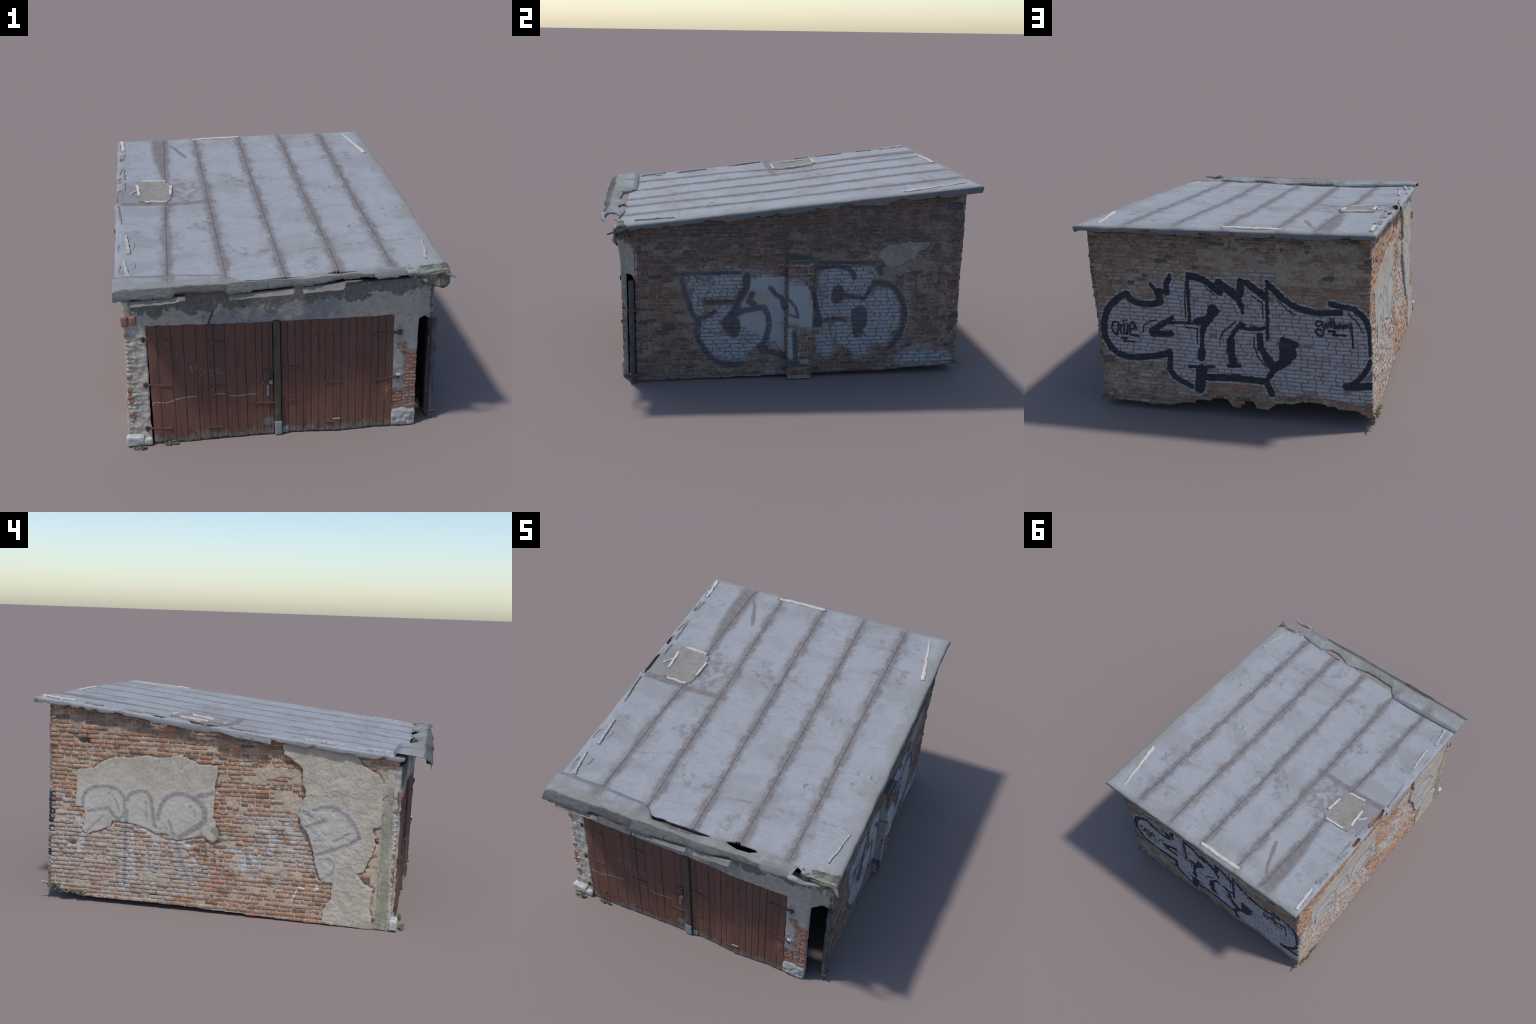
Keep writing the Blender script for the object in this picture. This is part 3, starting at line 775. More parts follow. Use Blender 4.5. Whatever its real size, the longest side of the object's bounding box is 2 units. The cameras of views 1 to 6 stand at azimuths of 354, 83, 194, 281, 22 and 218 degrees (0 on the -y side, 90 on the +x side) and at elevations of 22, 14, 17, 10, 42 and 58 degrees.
    skin = T.math("MULTIPLY_ADD", y, 0.105, T.math("MULTIPLY_ADD", x, -0.006, 0.942))
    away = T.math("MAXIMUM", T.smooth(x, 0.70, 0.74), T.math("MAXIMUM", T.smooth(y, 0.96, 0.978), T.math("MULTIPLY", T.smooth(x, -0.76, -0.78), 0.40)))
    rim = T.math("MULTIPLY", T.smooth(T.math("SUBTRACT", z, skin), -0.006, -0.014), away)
    col = T.mix(T.math("MULTIPLY", rim, T.smooth(mid, 0.3, 0.6, 0.75, 0.95)), col, (0.125, 0.135, 0.15))  # right and back rims tinted darker for the shade on those sides
    if edge:
        col = T.mix(0.55, col, (0.115, 0.125, 0.135))
    bump = T.math("ADD", T.math("ADD", T.math("MULTIPLY", brush, 0.35), T.math("MULTIPLY", mid, 0.7)), T.math("MULTIPLY", bare, -0.3))
    return col, bump, 0.45, 0.005


def speckled(a, b, c=None, scale=40, stretch=None, bump_scale=90):
    def build(T):
        pos = T.position()
        n = T.noise(pos, scale, 5, 0.65, stretch=stretch)
        m = T.noise(pos, scale * 3.1, 4, 0.6, stretch=stretch)
        col = T.mix(T.smooth(n, 0.36, 0.64), a, b)
        if c:
            col = T.mix(T.smooth(m, 0.52, 0.7, 0, 0.8), col, c)
        return col, T.noise(pos, bump_scale, 4, 0.6, stretch=stretch), 0.5, 0.003
    return build


CHALK = [
    S(0.0026, (-0.663, 0.215), (-0.648, 0.230), (-0.636, 0.232), (-0.59, 0.224), (-0.548, 0.237), (-0.5, 0.247), (-0.446, 0.250)),
    S(0.0022, (-0.356, 0.251), (-0.309, 0.250)),
    S(0.0022, (-0.281, 0.237), (-0.244, 0.230), (-0.202, 0.235), (-0.149, 0.234)),
]
SCRAWL = [
    S(0.0022, (-0.469, 0.389), (-0.463, 0.412), (-0.454, 0.385), (-0.437, 0.413), (-0.433, 0.392)),
    S(0.0022, (-0.410, 0.398), (-0.426, 0.379), (-0.414, 0.361), (-0.395, 0.374), (-0.410, 0.398)),
    S(0.0022, (-0.373, 0.357), (-0.376, 0.392), (-0.361, 0.382), (-0.375, 0.372), (-0.360, 0.350)),
    S(0.0022, (-0.314, 0.393), (-0.343, 0.384), (-0.340, 0.372), (-0.318, 0.374)), S(0.0022, (-0.340, 0.372), (-0.334, 0.359), (-0.302, 0.368)),
]


def plank_look(T):
    pos = T.position()
    x, y, z = T.xyz(pos)
    r = T.node("ShaderNodeObjectInfo").outputs["Random"]
    grain = T.noise(pos, 34, 5, 0.7, stretch=(2.4, 1, 0.16))
    fine = T.noise(pos, 120, 4, 0.65, stretch=(2.0, 1, 0.22))
    big = T.noise(pos, 7, 3)
    col = T.ramp(r, [(0, (0.132, 0.068, 0.055)), (0.35, (0.108, 0.062, 0.054)), (0.7, (0.148, 0.071, 0.055)), (1, (0.120, 0.068, 0.060))])
    warm = T.smooth(z, 0.42, 0.22, 0, 0.8)
    col = T.mix(T.math("MULTIPLY", warm, T.smooth(big, 0.3, 0.7, 0.4, 1)), col, (0.168, 0.078, 0.054))
    col = T.mix(T.smooth(grain, 0.50, 0.68, 0, 0.8), col, (0.062, 0.048, 0.048))
    col = T.mix(T.smooth(fine, 0.56, 0.72, 0, 0.5), col, (0.22, 0.125, 0.095))
    # rows of dark nail heads and knots
    knots = T.voronoi(T.vec("MULTIPLY", pos, (1, 0, 0.6)), 26)
    col = T.mix(T.smooth(knots, 0.115, 0.06, 0, 0.85), col, (0.045, 0.036, 0.036))
    # weathered bare wood near the ground
    wear = T.math("ADD", z, T.math("MULTIPLY", T.math("SUBTRACT", T.noise(pos, 26, 4, 0.7, stretch=(1, 1, 0.5)), 0.5), 0.16))
    col = T.mix(T.smooth(wear, 0.052, 0.022, 0, 0.9), col, T.mix(T.smooth(fine, 0.4, 0.65), (0.22, 0.195, 0.155), (0.085, 0.075, 0.065)))
    scuff = T.math("MULTIPLY", T.smooth(T.noise(pos, 44, 5, 0.7), 0.62, 0.70), T.smooth(z, 0.22, 0.05))
    col = T.mix(T.math("MULTIPLY", scuff, 0.7), col, (0.30, 0.135, 0.085))
    flap = T.math("MULTIPLY", T.blob(x, z, 0.488, 0.20, 0.022, 0.075, 0.4), T.smooth(T.noise(pos, 40, 3), 0.48, 0.55))
    col = T.mix(T.math("MULTIPLY", flap, 0.8), col, (0.32, 0.15, 0.09))
    p = T.join(x, z)
    rub = T.noise(pos, 90, 4, 0.7)
    chalk = T.math("MULTIPLY", T.smooth(T.strokes(p, CHALK), 0.0012, -0.0012), T.smooth(rub, 0.36, 0.55, 0.2, 0.8))
    scrawl = T.math("MULTIPLY", T.smooth(T.strokes(p, SCRAWL), 0.0015, -0.0015), T.smooth(rub, 0.40, 0.6, 0.0, 0.30))
    col = T.mix(T.math("MAXIMUM", chalk, scrawl), col, (0.40, 0.40, 0.46))
    grey = T.math("MULTIPLY", T.blob(x, z, -0.09, 0.075, 0.035, 0.022, 0.3), 0.7)
    col = T.mix(grey, col, (0.17, 0.18, 0.20))
    return col, T.math("ADD", grain, T.math("MULTIPLY", fine, 0.6)), 0.5, 0.003


def front_plaster_look(T):
    pos = T.position()
    x, y, z = T.xyz(pos)
    fine = T.noise(pos, 200, 4, 0.6)
    mid = T.noise(pos, 42, 5, 0.65)
    big = T.noise(pos, 9, 5, 0.65)
    light = T.mix(T.smooth(mid, 0.35, 0.7), (0.36, 0.345, 0.315), (0.28, 0.27, 0.25))
    dark = T.mix(T.smooth(mid, 0.35, 0.65), (0.165, 0.165, 0.165), (0.125, 0.12, 0.115))
    blue = T.mix(T.smooth(mid, 0.35, 0.65), (0.245, 0.255, 0.275), (0.20, 0.205, 0.22))
    # the beam: dark upper band, bluish wash in the middle, pale remains left, right and below
    lev = T.math("ADD", z, T.math("MULTIPLY", T.math("SUBTRACT", big, 0.5), 0.22))
    lev = T.math("ADD", lev, T.math("MULTIPLY", T.math("SUBTRACT", mid, 0.5), 0.07))
    edge = T.math("MULTIPLY_ADD", T.blob(x, z, 0.42, 0.70, 0.28, 0.12, 0.4), 0.025, 0.705)
    band = T.smooth(T.math("SUBTRACT", lev, edge), -0.004, 0.004)
    core = T.math("MULTIPLY", T.smooth(x, -0.42, -0.36), T.smooth(x, 0.30, 0.22))
    core = T.math("MULTIPLY", core, T.smooth(T.noise(pos, 20, 4), 0.36, 0.48))
    core = T.math("MULTIPLY", core, T.smooth(z, 0.595, 0.61))
    col = T.mix(core, light, blue)
    col = T.mix(T.math("MULTIPLY", band, T.smooth(x, -0.745, -0.72)), col, dark)
    flakes = T.math("MULTIPLY", T.smooth(T.noise(pos, 55, 4, 0.6), 0.62, 0.66), T.smooth(z, 0.6, 0.64))
    col = T.mix(T.math("MULTIPLY", flakes, 0.8), col, (0.37, 0.34, 0.28))
    holes = T.math("MULTIPLY", T.smooth(T.noise(pos, 34, 4, 0.6), 0.64, 0.68), T.smooth(z, 0.56, 0.62))
    col = T.mix(T.math("MULTIPLY", holes, 0.8), col, (0.12, 0.115, 0.115))
    crack = T.strokes(T.join(x, z), [S(0.0045, (-0.372, 0.617), (-0.366, 0.645), (-0.352, 0.672), (-0.344, 0.70))])
    col = T.mix(T.smooth(T.math("ADD", crack, T.math("MULTIPLY", T.math("SUBTRACT", fine, 0.5), 0.01)), 0.002, -0.002), col, (0.05, 0.045, 0.045))
    ring = T.blob(x, z, 0.545, 0.515, 0.022, 0.045, 0.2)
    col = T.mix(T.math("MULTIPLY", ring, 0.7), col, (0.19, 0.20, 0.22))
    grey = T.math("MULTIPLY", T.math("MULTIPLY", T.smooth(x, 0.50, 0.52), T.smooth(z, 0.40, 0.33)), T.smooth(T.noise(pos, 30, 4), 0.42, 0.55))
    col = T.mix(T.math("MULTIPLY", grey, 0.7), col, (0.21, 0.215, 0.225))
    rust = T.math("MULTIPLY", T.smooth(T.noise(pos, 38, 4), 0.60, 0.68), T.smooth(x, 0.50, 0.53))
    col = T.mix(T.math("MULTIPLY", rust, 0.45), col, (0.27, 0.165, 0.12))
    low = T.math("ADD", z, T.math("MULTIPLY", T.math("SUBTRACT", big, 0.5), 0.12))
    pale = T.math("MULTIPLY", T.smooth(low, 0.115, 0.085), T.smooth(mid, 0.36, 0.6, 0.15, 1))
    col = T.mix(T.math("MULTIPLY", pale, 0.8), col, (0.41, 0.40, 0.365))
    damp = T.math("MULTIPLY", T.smooth(low, 0.06, 0.02), T.smooth(T.noise(pos, 36, 5, 0.7), 0.46, 0.58))
    col = T.mix(T.math("MULTIPLY", damp, 0.7), col, (0.19, 0.175, 0.15))
    side = T.math("MULTIPLY", T.smooth(x, -0.64, -0.67), T.smooth(z, 0.60, 0.54))
    col = T.mix(T.math("MULTIPLY", side, T.smooth(T.noise(pos, 24, 5, 0.65), 0.40, 0.56, 0.0, 0.9)), col, (0.43, 0.37, 0.305))
    col = T.mix(T.math("MULTIPLY", side, T.smooth(T.noise(pos, 46, 5, 0.65), 0.55, 0.66, 0.0, 0.8)), col, (0.47, 0.455, 0.425))
    col = T.mix(T.math("MULTIPLY", side, T.smooth(T.noise(pos, 52, 4, 0.65, stretch=(1, 1, 1.6)), 0.60, 0.68, 0.0, 0.7)), col, (0.16, 0.15, 0.14))
    col = T.mix(T.smooth(fine, 0.5, 0.8, 0, 0.4), col, (0.42, 0.40, 0.37))
    return col, T.math("ADD", mid, T.math("MULTIPLY", fine, 0.4)), 0.6, 0.005


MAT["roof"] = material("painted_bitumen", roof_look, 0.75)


def flap_look(T):
    col, bump = roof_look(T)[:2]
    pos = T.position()
    x, y, z = T.xyz(pos)
    n = T.noise(pos, 18, 5, 0.7, stretch=(0.45, 1, 1))
    m = T.noise(pos, 60, 4, 0.65, stretch=(0.4, 1, 1))
    col = T.mix(T.smooth(n, 0.40, 0.62, 0.0, 0.5), col, (0.195, 0.196, 0.192))
    lip = T.smooth(T.math("ADD", y, T.math("MULTIPLY", T.math("SUBTRACT", n, 0.5), 0.05)), -0.944, -0.962)
    tarry = T.math("MULTIPLY", T.smooth(x, -0.535, -0.53), T.smooth(x, -0.285, -0.29))
    deep = T.math("MULTIPLY_ADD", tarry, 0.55, 0.38)
    lip2 = T.smooth(T.math("ADD", y, T.math("MULTIPLY", T.math("SUBTRACT", n, 0.5), 0.09)), -0.940, -0.962)
    col = T.mix(T.math("MULTIPLY", tarry, T.math("MULTIPLY", lip2, 0.75)), col, (0.115, 0.108, 0.110))
    col = T.mix(T.math("MULTIPLY", lip, T.smooth(m, 0.3, 0.62, 0.7, 1.0)), col, T.mix(deep, (0.085, 0.088, 0.090), (0.050, 0.050, 0.052)))
    tin = T.math("MULTIPLY", T.smooth(x, 0.392, 0.396), T.smooth(y, -0.925, -0.935))
    col = T.mix(T.math("MULTIPLY", tin, 0.7), col, (0.16, 0.17, 0.175))
    step = T.smooth(T.math("SUBTRACT", y, -0.842), -0.002, 0.006)
    col = T.mix(T.math("MULTIPLY", T.math("MULTIPLY", step, T.smooth(x, -0.29, -0.31)), 0.6), col, (0.12, 0.13, 0.135))
    return col, bump, 0.6, 0.005


MAT["flap"] = material("torn_bitumen_flap", flap_look, 0.8)
MAT["roof_edge"] = material("painted_bitumen_edge", lambda T: roof_look(T, True), 0.8)
MAT["plank"] = material("red_brown_planks", plank_look, 0.8)
MAT["front"] = material("grey_lintel_plaster", front_plaster_look)
MAT["front_brick"] = material("pier_brick", speckled((0.31, 0.145, 0.10), (0.215, 0.115, 0.09), (0.36, 0.235, 0.18), 45))
MAT["pale"] = material("pale_limewash", speckled((0.47, 0.465, 0.44), (0.33, 0.33, 0.31), (0.52, 0.52, 0.50), 34))
MAT["batten"] = material("bleached_batten", speckled((0.52, 0.49, 0.45), (0.40, 0.37, 0.33), (0.60, 0.58, 0.55), 60, (1, 1, 1)))
MAT["batten_old"] = material("old_batten", speckled((0.42, 0.415, 0.40), (0.27, 0.265, 0.26), (0.50, 0.49, 0.47), 70))
MAT["board"] = material("weathered_board", speckled((0.255, 0.235, 0.215), (0.21, 0.195, 0.18), (0.155, 0.145, 0.14), 16))
MAT["iron"] = material("rusty_dark_iron", speckled((0.055, 0.048, 0.048), (0.085, 0.062, 0.052), (0.13, 0.075, 0.05), 60), 0.7)
MAT["strap"] = material("painted_iron_strap", speckled((0.115, 0.055, 0.045), (0.155, 0.068, 0.05), (0.06, 0.045, 0.045), 60), 0.7)
MAT["post"] = material("weathered_post", speckled((0.098, 0.074, 0.062), (0.068, 0.056, 0.050), (0.14, 0.10, 0.078), 26, (2.2, 2.2, 0.3)))
MAT["metal"] = material("dull_zinc_sheet", speckled((0.25, 0.265, 0.27), (0.18, 0.19, 0.19), (0.30, 0.315, 0.32), 30), 0.6)
MAT["pipe"] = material("dark_downpipe", speckled((0.075, 0.085, 0.10), (0.055, 0.06, 0.068), (0.12, 0.135, 0.15), 22, (1, 1, 0.3)), 0.6)
MAT["gutter"] = material("weathered_gutter_sheet", speckled((0.27, 0.26, 0.235), (0.20, 0.19, 0.175), (0.30, 0.20, 0.155), 24, (0.5, 1, 1)))
MAT["torn"] = material("torn_sheet", speckled((0.25, 0.25, 0.245), (0.14, 0.14, 0.14), (0.42, 0.41, 0.39), 55))
MAT["interior_darkness"] = material("interior_darkness_black", speckled((0.022, 0.02, 0.02), (0.014, 0.013, 0.013), None, 20))
MAT["corner"] = material("crumpled_mossy_sheet", speckled((0.175, 0.175, 0.150), (0.085, 0.085, 0.080), (0.20, 0.205, 0.125), 26))
MAT["moss"] = material("moss", speckled((0.15, 0.17, 0.075), (0.10, 0.12, 0.055), (0.26, 0.27, 0.17), 60))
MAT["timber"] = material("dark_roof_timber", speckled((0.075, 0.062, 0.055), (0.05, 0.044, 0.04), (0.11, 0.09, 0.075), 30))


# ------------------------------------------------------------------ the garage
garage = bpy.data.objects.new("brick_garage", None)
COL.objects.link(garage)
garage["label"] = "weathered brick garage with grey lean-to roof and red-brown plank doors"
garage["category"] = "garage building"


def roof_z(x, y):
    """Height of the roof skin: a lean-to falling to the front, sagging a little in its middle."""
    sag = 0.012 * (1 - (np.asarray(x) / 0.78) ** 2) * sstep(0.75, -0.10, y) * (1 - 0.6 * sstep(-0.2, -0.7, y) * sstep(0.0, 0.35, x)) + 0.006 * (1 - (np.asarray(x) / 0.78) ** 2) * sstep(-0.5, -0.85, y) * sstep(0.25, -0.1, x)
    dip = 0.011 * np.exp(-(((np.asarray(x) + 0.50) / 0.20) ** 2) - ((np.asarray(y) - 0.12) / 0.22) ** 2) + 0.005 * (1 - (np.asarray(x) / 0.80) ** 4)
    return 0.947 + 0.105 * np.asarray(y) - 0.006 * np.asarray(x) - sag - dip - 0.006 * sstep(0.35, 0.6, x) * sstep(0.3, 0.7, y) - 0.004 * sstep(-0.45, -0.6, x) * sstep(0.0, -0.15, y) * sstep(-0.75, -0.55, y)


class Wall:
    """A wall frame: u runs along it, z up, n outwards; n = 0 is the face of the mortar."""

    def __init__(self, name, eu, en, flip, u0, u1, face, foot, top):
        self.name, self.eu, self.en, self.flip = name, Vector(eu), Vector(en), flip
        self.u0, self.u1, self.face, self.foot, self.top = u0, u1, face, foot, top

    def ends(self, z):
        """Where the wall stops along u: the back wall runs between the faces of the side walls."""
        if self.name == "back":
            return -left_face(np.full_like(np.asarray(z, float), 0.92), z), right_face(np.full_like(np.asarray(z, float), 0.90), z)
        return self.u0, self.u1

    def place(self, u, z, n):
        u, z, n = np.broadcast_arrays(np.asarray(u, float), np.asarray(z, float), np.asarray(n, float))
        f = self.face(u, z) + n
        if abs(self.en.x) > 0.5:
            return np.stack([f * self.en.x, u, z], -1)
        return np.stack([u, f * self.en.y, z], -1)


def left_face(u, z):
    back = sstep(-0.85, 0.9, u)
    return 0.761 - (0.004 + 0.008 * back) * np.exp(-(((z - 0.68) / 0.17) ** 2)) + (0.018 - 0.010 * back) * np.clip((0.42 - z) / 0.42, 0, 1) - hollow(u, z)


def hollow(u, z):
    """The brickwork between and above the plaster lies deeper than the plaster's own bed."""
    a = sstep(-0.47, -0.40, u + 0.10 * np.clip((0.55 - z) / 0.5, 0, 1)) * sstep(0.09, 0.03, u) * sstep(0.22, 0.34, z)
    b = sstep(-0.16, -0.09, z - (0.947 + 0.105 * u)) * sstep(-0.30, -0.24, u)
    return 0.009 * np.maximum(a, b)


def right_face(u, z):
    corner = 0.717 - 0.016 * sstep(0.78, 0.45, z)
    main = 0.7175 - 0.003 * sstep(0.5, 0.1, z) * sstep(0.0, 0.8, u) + 0.006 * sstep(-0.3, -0.8, u) - 0.005 * sstep(-0.2, -0.6, u) * sstep(0.45, 0.2, z)
    t = sstep(0.80, 0.90, u)
    return main * (1 - t) + corner * t - 0.003


def back_face(u, z):
    left = 0.931 - 0.010 * z
    right = 0.911 + 0.003 * np.cos(z * 6.0)
    t = np.clip((u + 0.77) / 1.48, 0, 1)
    return left * (1 - t) + right * t - 0.003 + 0.013 * (1 - 0.6 * sstep(0.45, 0.2, z)) * np.sin(np.pi * t) ** 0.8 * sstep(0.0, 0.5, 1 - t) 


def front_face(u, z):
    return 0.850 + 0.015 * sstep(-0.72, -0.62, u) + 0.020 * sstep(0.0, 0.25, u) + 0.002 * sstep(0.50, 0.56, u) + (0.03 + 0.08 * sstep(0.0, 0.35, u)) * np.maximum(0, z - 0.62)


BACK_FOOT = P((-0.78, 0.068), (-0.72, 0.085), (-0.70, 0.105), (-0.60, 0.10), (-0.57, 0.118), (-0.475, 0.13), (-0.41, 0.126), (-0.355, 0.11), (-0.305, 0.118), (-0.25, 0.09), (-0.222, 0.069), (-0.165, 0.066), (-0.142, 0.107),
              (-0.09, 0.103), (-0.073, 0.066), (-0.03, 0.068), (0.0, 0.110), (0.045, 0.102), (0.14, 0.095), (0.20, 0.072), (0.31, 0.042), (0.43, 0.037), (0.53, 0.050), (0.72, 0.047))
LEFT_FOOT = P((-0.87, 0.0), (-0.75, 0.0), (-0.5, 0.004), (-0.3, 0.011), (0.03, 0.016), (0.27, 0.026), (0.6, 0.024), (0.84, 0.040), (0.87, 0.062), (0.93, 0.072))


def foot_of(table, rough, seed):
    return lambda u: np.interp(u, table[:, 0], table[:, 1]) + rough * fbm(np.asarray(u) * 40, 0.0, 0.0, 3, seed)


WALLS = {
    "left": Wall("left", (0, -1, 0), (-1, 0, 0), True, -0.838, 0.915, left_face, foot_of(LEFT_FOOT, 0.003, 3), lambda u: roof_z(-0.76, u) - 0.012),
    "right": Wall("right", (0, 1, 0), (1, 0, 0), False, -0.812, 0.911, right_face, lambda u: 0.016 + 0.017 * np.asarray(u) + 0.010 * sstep(0.3, 0.9, u) + 0.002 * fbm(np.asarray(u) * 30, 1.0, 0, 2, 5), lambda u: roof_z(0.72, u) - 0.012),
    "back": Wall("back", (-1, 0, 0), (0, 1, 0), True, -0.764, 0.708, back_face, foot_of(BACK_FOOT - np.array((0, 0.004)), 0.005, 7), lambda u: roof_z(u, 0.92) - 0.012),
}
FRONT = Wall("front", (1, 0, 0), (0, -1, 0), False, -0.77, 0.635, front_face, None, None)

# hollows where bricks have fallen out: along, up, half sizes, depth
HOLLOWS = {
    "left": [(0.744, 0.836, 0.028, 0.013, 0.026), (0.718, 0.850, 0.016, 0.030, 0.026), (0.800, 0.30, 0.018, 0.008, 0.018), (0.355, 0.066, 0.022, 0.009, 0.02), (0.065, 0.366, 0.045, 0.012, 0.016),
             (-0.735, 0.425, 0.035, 0.010, 0.014), (-0.725, 0.185, 0.030, 0.010, 0.016), (-0.77, 0.60, 0.012, 0.035, 0.012), (0.05, 0.755, 0.018, 0.008, 0.012), (-0.705, 0.30, 0.02, 0.008, 0.012), (0.18, 0.345, 0.02, 0.01, 0.012)],
    "right": [(0.845, 0.735, 0.020, 0.010, 0.014), (0.862, 0.22, 0.02, 0.012, 0.014), (0.87, 0.40, 0.02, 0.010, 0.012), (0.85, 0.14, 0.014, 0.012, 0.012), (-0.565, 0.575, 0.008, 0.008, 0.012), (0.02, 0.70, 0.05, 0.008, 0.010), (0.35, 0.705, 0.03, 0.008, 0.010)],
    "back": [(-0.313, 0.930, 0.008, 0.010, 0.014), (-0.05, 0.955, 0.006, 0.03, 0.010), (0.10, 0.255, 0.02, 0.008, 0.01)],
}


def patch_edge(poly, seed, rough=0.0055):
    return lambda u, z: poly_sdf(u, z, poly) + rough * fbm(np.asarray(u) * 45, np.asarray(z) * 45, 0, 5, seed, 0.62)


STRIP = P((-0.846, 0.0), (-0.768, 0.0), (-0.772, 0.2), (-0.764, 0.4), (-0.776, 0.6), (-0.77, 0.70), (-0.79, 0.79), (-0.85, 0.80), (-0.84, 0.6), (-0.832, 0.3))
PATCHES = {  # wall -> (outline, thickness, surface roughness, seed)
    "left": [(LEFT_PATCH_BACK, 0.0070, 0.0020, 31), (LEFT_PATCH_FRONT, 0.0105, 0.0038, 32), (LEFT_SMEAR_HIGH, 0.0040, 0.0034, 33), (LEFT_SMEAR_MIDDLE, 0.0038, 0.0034, 34),
             (LEFT_SMEAR_LOW, 0.0040, 0.0032, 35), (LEFT_SMEAR_BACK, 0.0040, 0.0032, 36), (STRIP, 0.0045, 0.0035, 37)],
    "right": [(RIGHT_PATCH_HIGH, 0.0085, 0.0009, 41), (RIGHT_PATCH_MIDDLE, 0.0046, 0.0008, 42)],
    "back": [],
}
EDGES = {w: [patch_edge(p[0], p[3]) for p in PATCHES[w]] for w in PATCHES}


def smear_right(u, z):
    """Thin old render that still veils the bricks of the buttressed wall."""
    k = 0
    for cu, cz, ru, rz in ((0.30, 0.665, 0.24, 0.035), (0.58, 0.60, 0.22, 0.06), (-0.52, 0.55, 0.13, 0.09), (-0.50, 0.33, 0.10, 0.12), (-0.3, 0.08, 0.30, 0.05), (0.72, 0.50, 0.12, 0.05), (0.05, 0.09, 0.10, 0.06), (-0.66, 0.72, 0.10, 0.06)):
        k = np.maximum(k, sstep(1.25, 0.6, np.hypot((u - cu) / ru, (z - cz) / rz)))
    return k * sstep(-0.20, 0.12, fbm(u * 15, z * 26, 8.0, 4, 57))


def mortar_depth(w):
    def depth(u, z, d):
        n = 0.0016 * fbm(u * 60, z * 60, 2.0, 4, 51) + 0.0014 * fbm(u * 14, z * 14, 1.0, 3, 52)
        for hu, hz, ru, rz, k in HOLLOWS[w]:
            q = np.hypot((u - hu) / ru, (z - hz) / rz) + 0.25 * fbm(u * 70, z * 70, 0, 2, 53)
            n = n - (min(k, 0.007) if w == "right" else k) * sstep(1.15, 0.75, q)
        if w == "back":
            n = n + 0.0036 * sstep(-0.01, 0.02, poly_sdf(u, z, BACK_SMEAR)) * sstep(-0.35, 0.15, fbm(u * 16, z * 28, 3.0, 3, 54))
        elif w == "left":
            for e in EDGES["left"][:2]:
                q = e(u, z)
                n = n - 0.008 * sstep(-0.0075, -0.004, q) * sstep(0.006, 0.0, q)
            n = n + 0.0022 * sstep(0.0, 0.4, fbm(u * 13, z * 22, 5.0, 3, 55))
        else:
            n = n + 0.0052 * smear_right(u, z)
            n = n + 0.0024 * sstep(0.0, 0.35, fbm(u * 12, z * 20, 6.0, 3, 56))
        return n
    return depth


def brick_shape(length, height, seed):
    """One worn brick: rounded face with chipped corners, its sides running back into the wall."""
    rng = np.random.default_rng(seed)
    a, b = length / 2, height / 2
    us = np.concatenate([[-a], np.linspace(-a + 0.0018, a - 0.0018, 9 if length > 0.05 else 6), [a]])
    zs = np.concatenate([[-b], np.linspace(-b + 0.0018, b - 0.0018, 4), [b]])
    gu, gz = np.meshgrid(us, zs, indexing="ij")
    edge = np.minimum(a - np.abs(gu), b - np.abs(gz))
    corner = np.hypot(np.maximum(np.abs(gu) - a + 0.007, 0), np.maximum(np.abs(gz) - b + 0.006, 0))
    h = -0.0024 * (1 - np.clip(edge / 0.0018, 0, 1)) - 0.25 * corner ** 1.2 * 0.6
    h = h + 0.0011 * fbm(gu * 60 + seed * 3.1, gz * 60, seed * 1.7, 3, 61) + 0.0012 * vnoise(gu * 24 + seed, gz * 40, seed * 0.7, 62)
    chip = fbm(gu * 34 + seed * 9.2, gz * 50 + 5, seed * 2.3, 2, 63)
    h = h - 0.0035 * sstep(0.42, 0.62, chip)
    wob = 0.0011
    gu2 = gu * (1 - 0.020 * (np.abs(gz) / b) ** 4) + wob * vnoise(gz * 90, seed * 3.3, 0, 64) + wob * vnoise(gu * 40, gz * 60, seed, 65)
    gz2 = gz * (1 - 0.10 * (np.abs(gu) / a) ** 8) + wob * vnoise(gu * 45, seed * 5.1, 1, 66)
    verts = np.stack([gu2, gz2, h], -1).reshape(-1, 3)
    nu, nz = gu.shape
    idx = np.arange(nu * nz).reshape(nu, nz)
    q = np.stack([idx[:-1, :-1], idx[1:, :-1], idx[1:, 1:], idx[:-1, 1:]], -1).reshape(-1, 4)
    ring = np.concatenate([idx[:, 0], idx[-1, 1:], idx[-2::-1, -1], idx[0, -2:0:-1]])
    low = verts[ring].copy()
    low[:, 2] = -0.016
    m = len(verts) + np.arange(len(ring))
    nxt = np.roll(np.arange(len(ring)), -1)
    side = np.stack([ring[nxt], ring, m, m[nxt]], 1)
    cap_c = len(verts) + len(ring)
    verts = np.concatenate([verts, low, [[0, 0, -0.016]]])
    cap = np.stack([np.full(len(ring), cap_c), m[nxt], m], 1)
    return verts, [np.concatenate([q, side]), cap]


STRETCHER, HEADER, COURSE = 0.068, 0.0325, 0.0180
SHAPES = [brick_shape(STRETCHER, COURSE, s) for s in range(20)] + [brick_shape(HEADER, COURSE, 50 + s) for s in range(16)]
SHAPE_MESH = {}


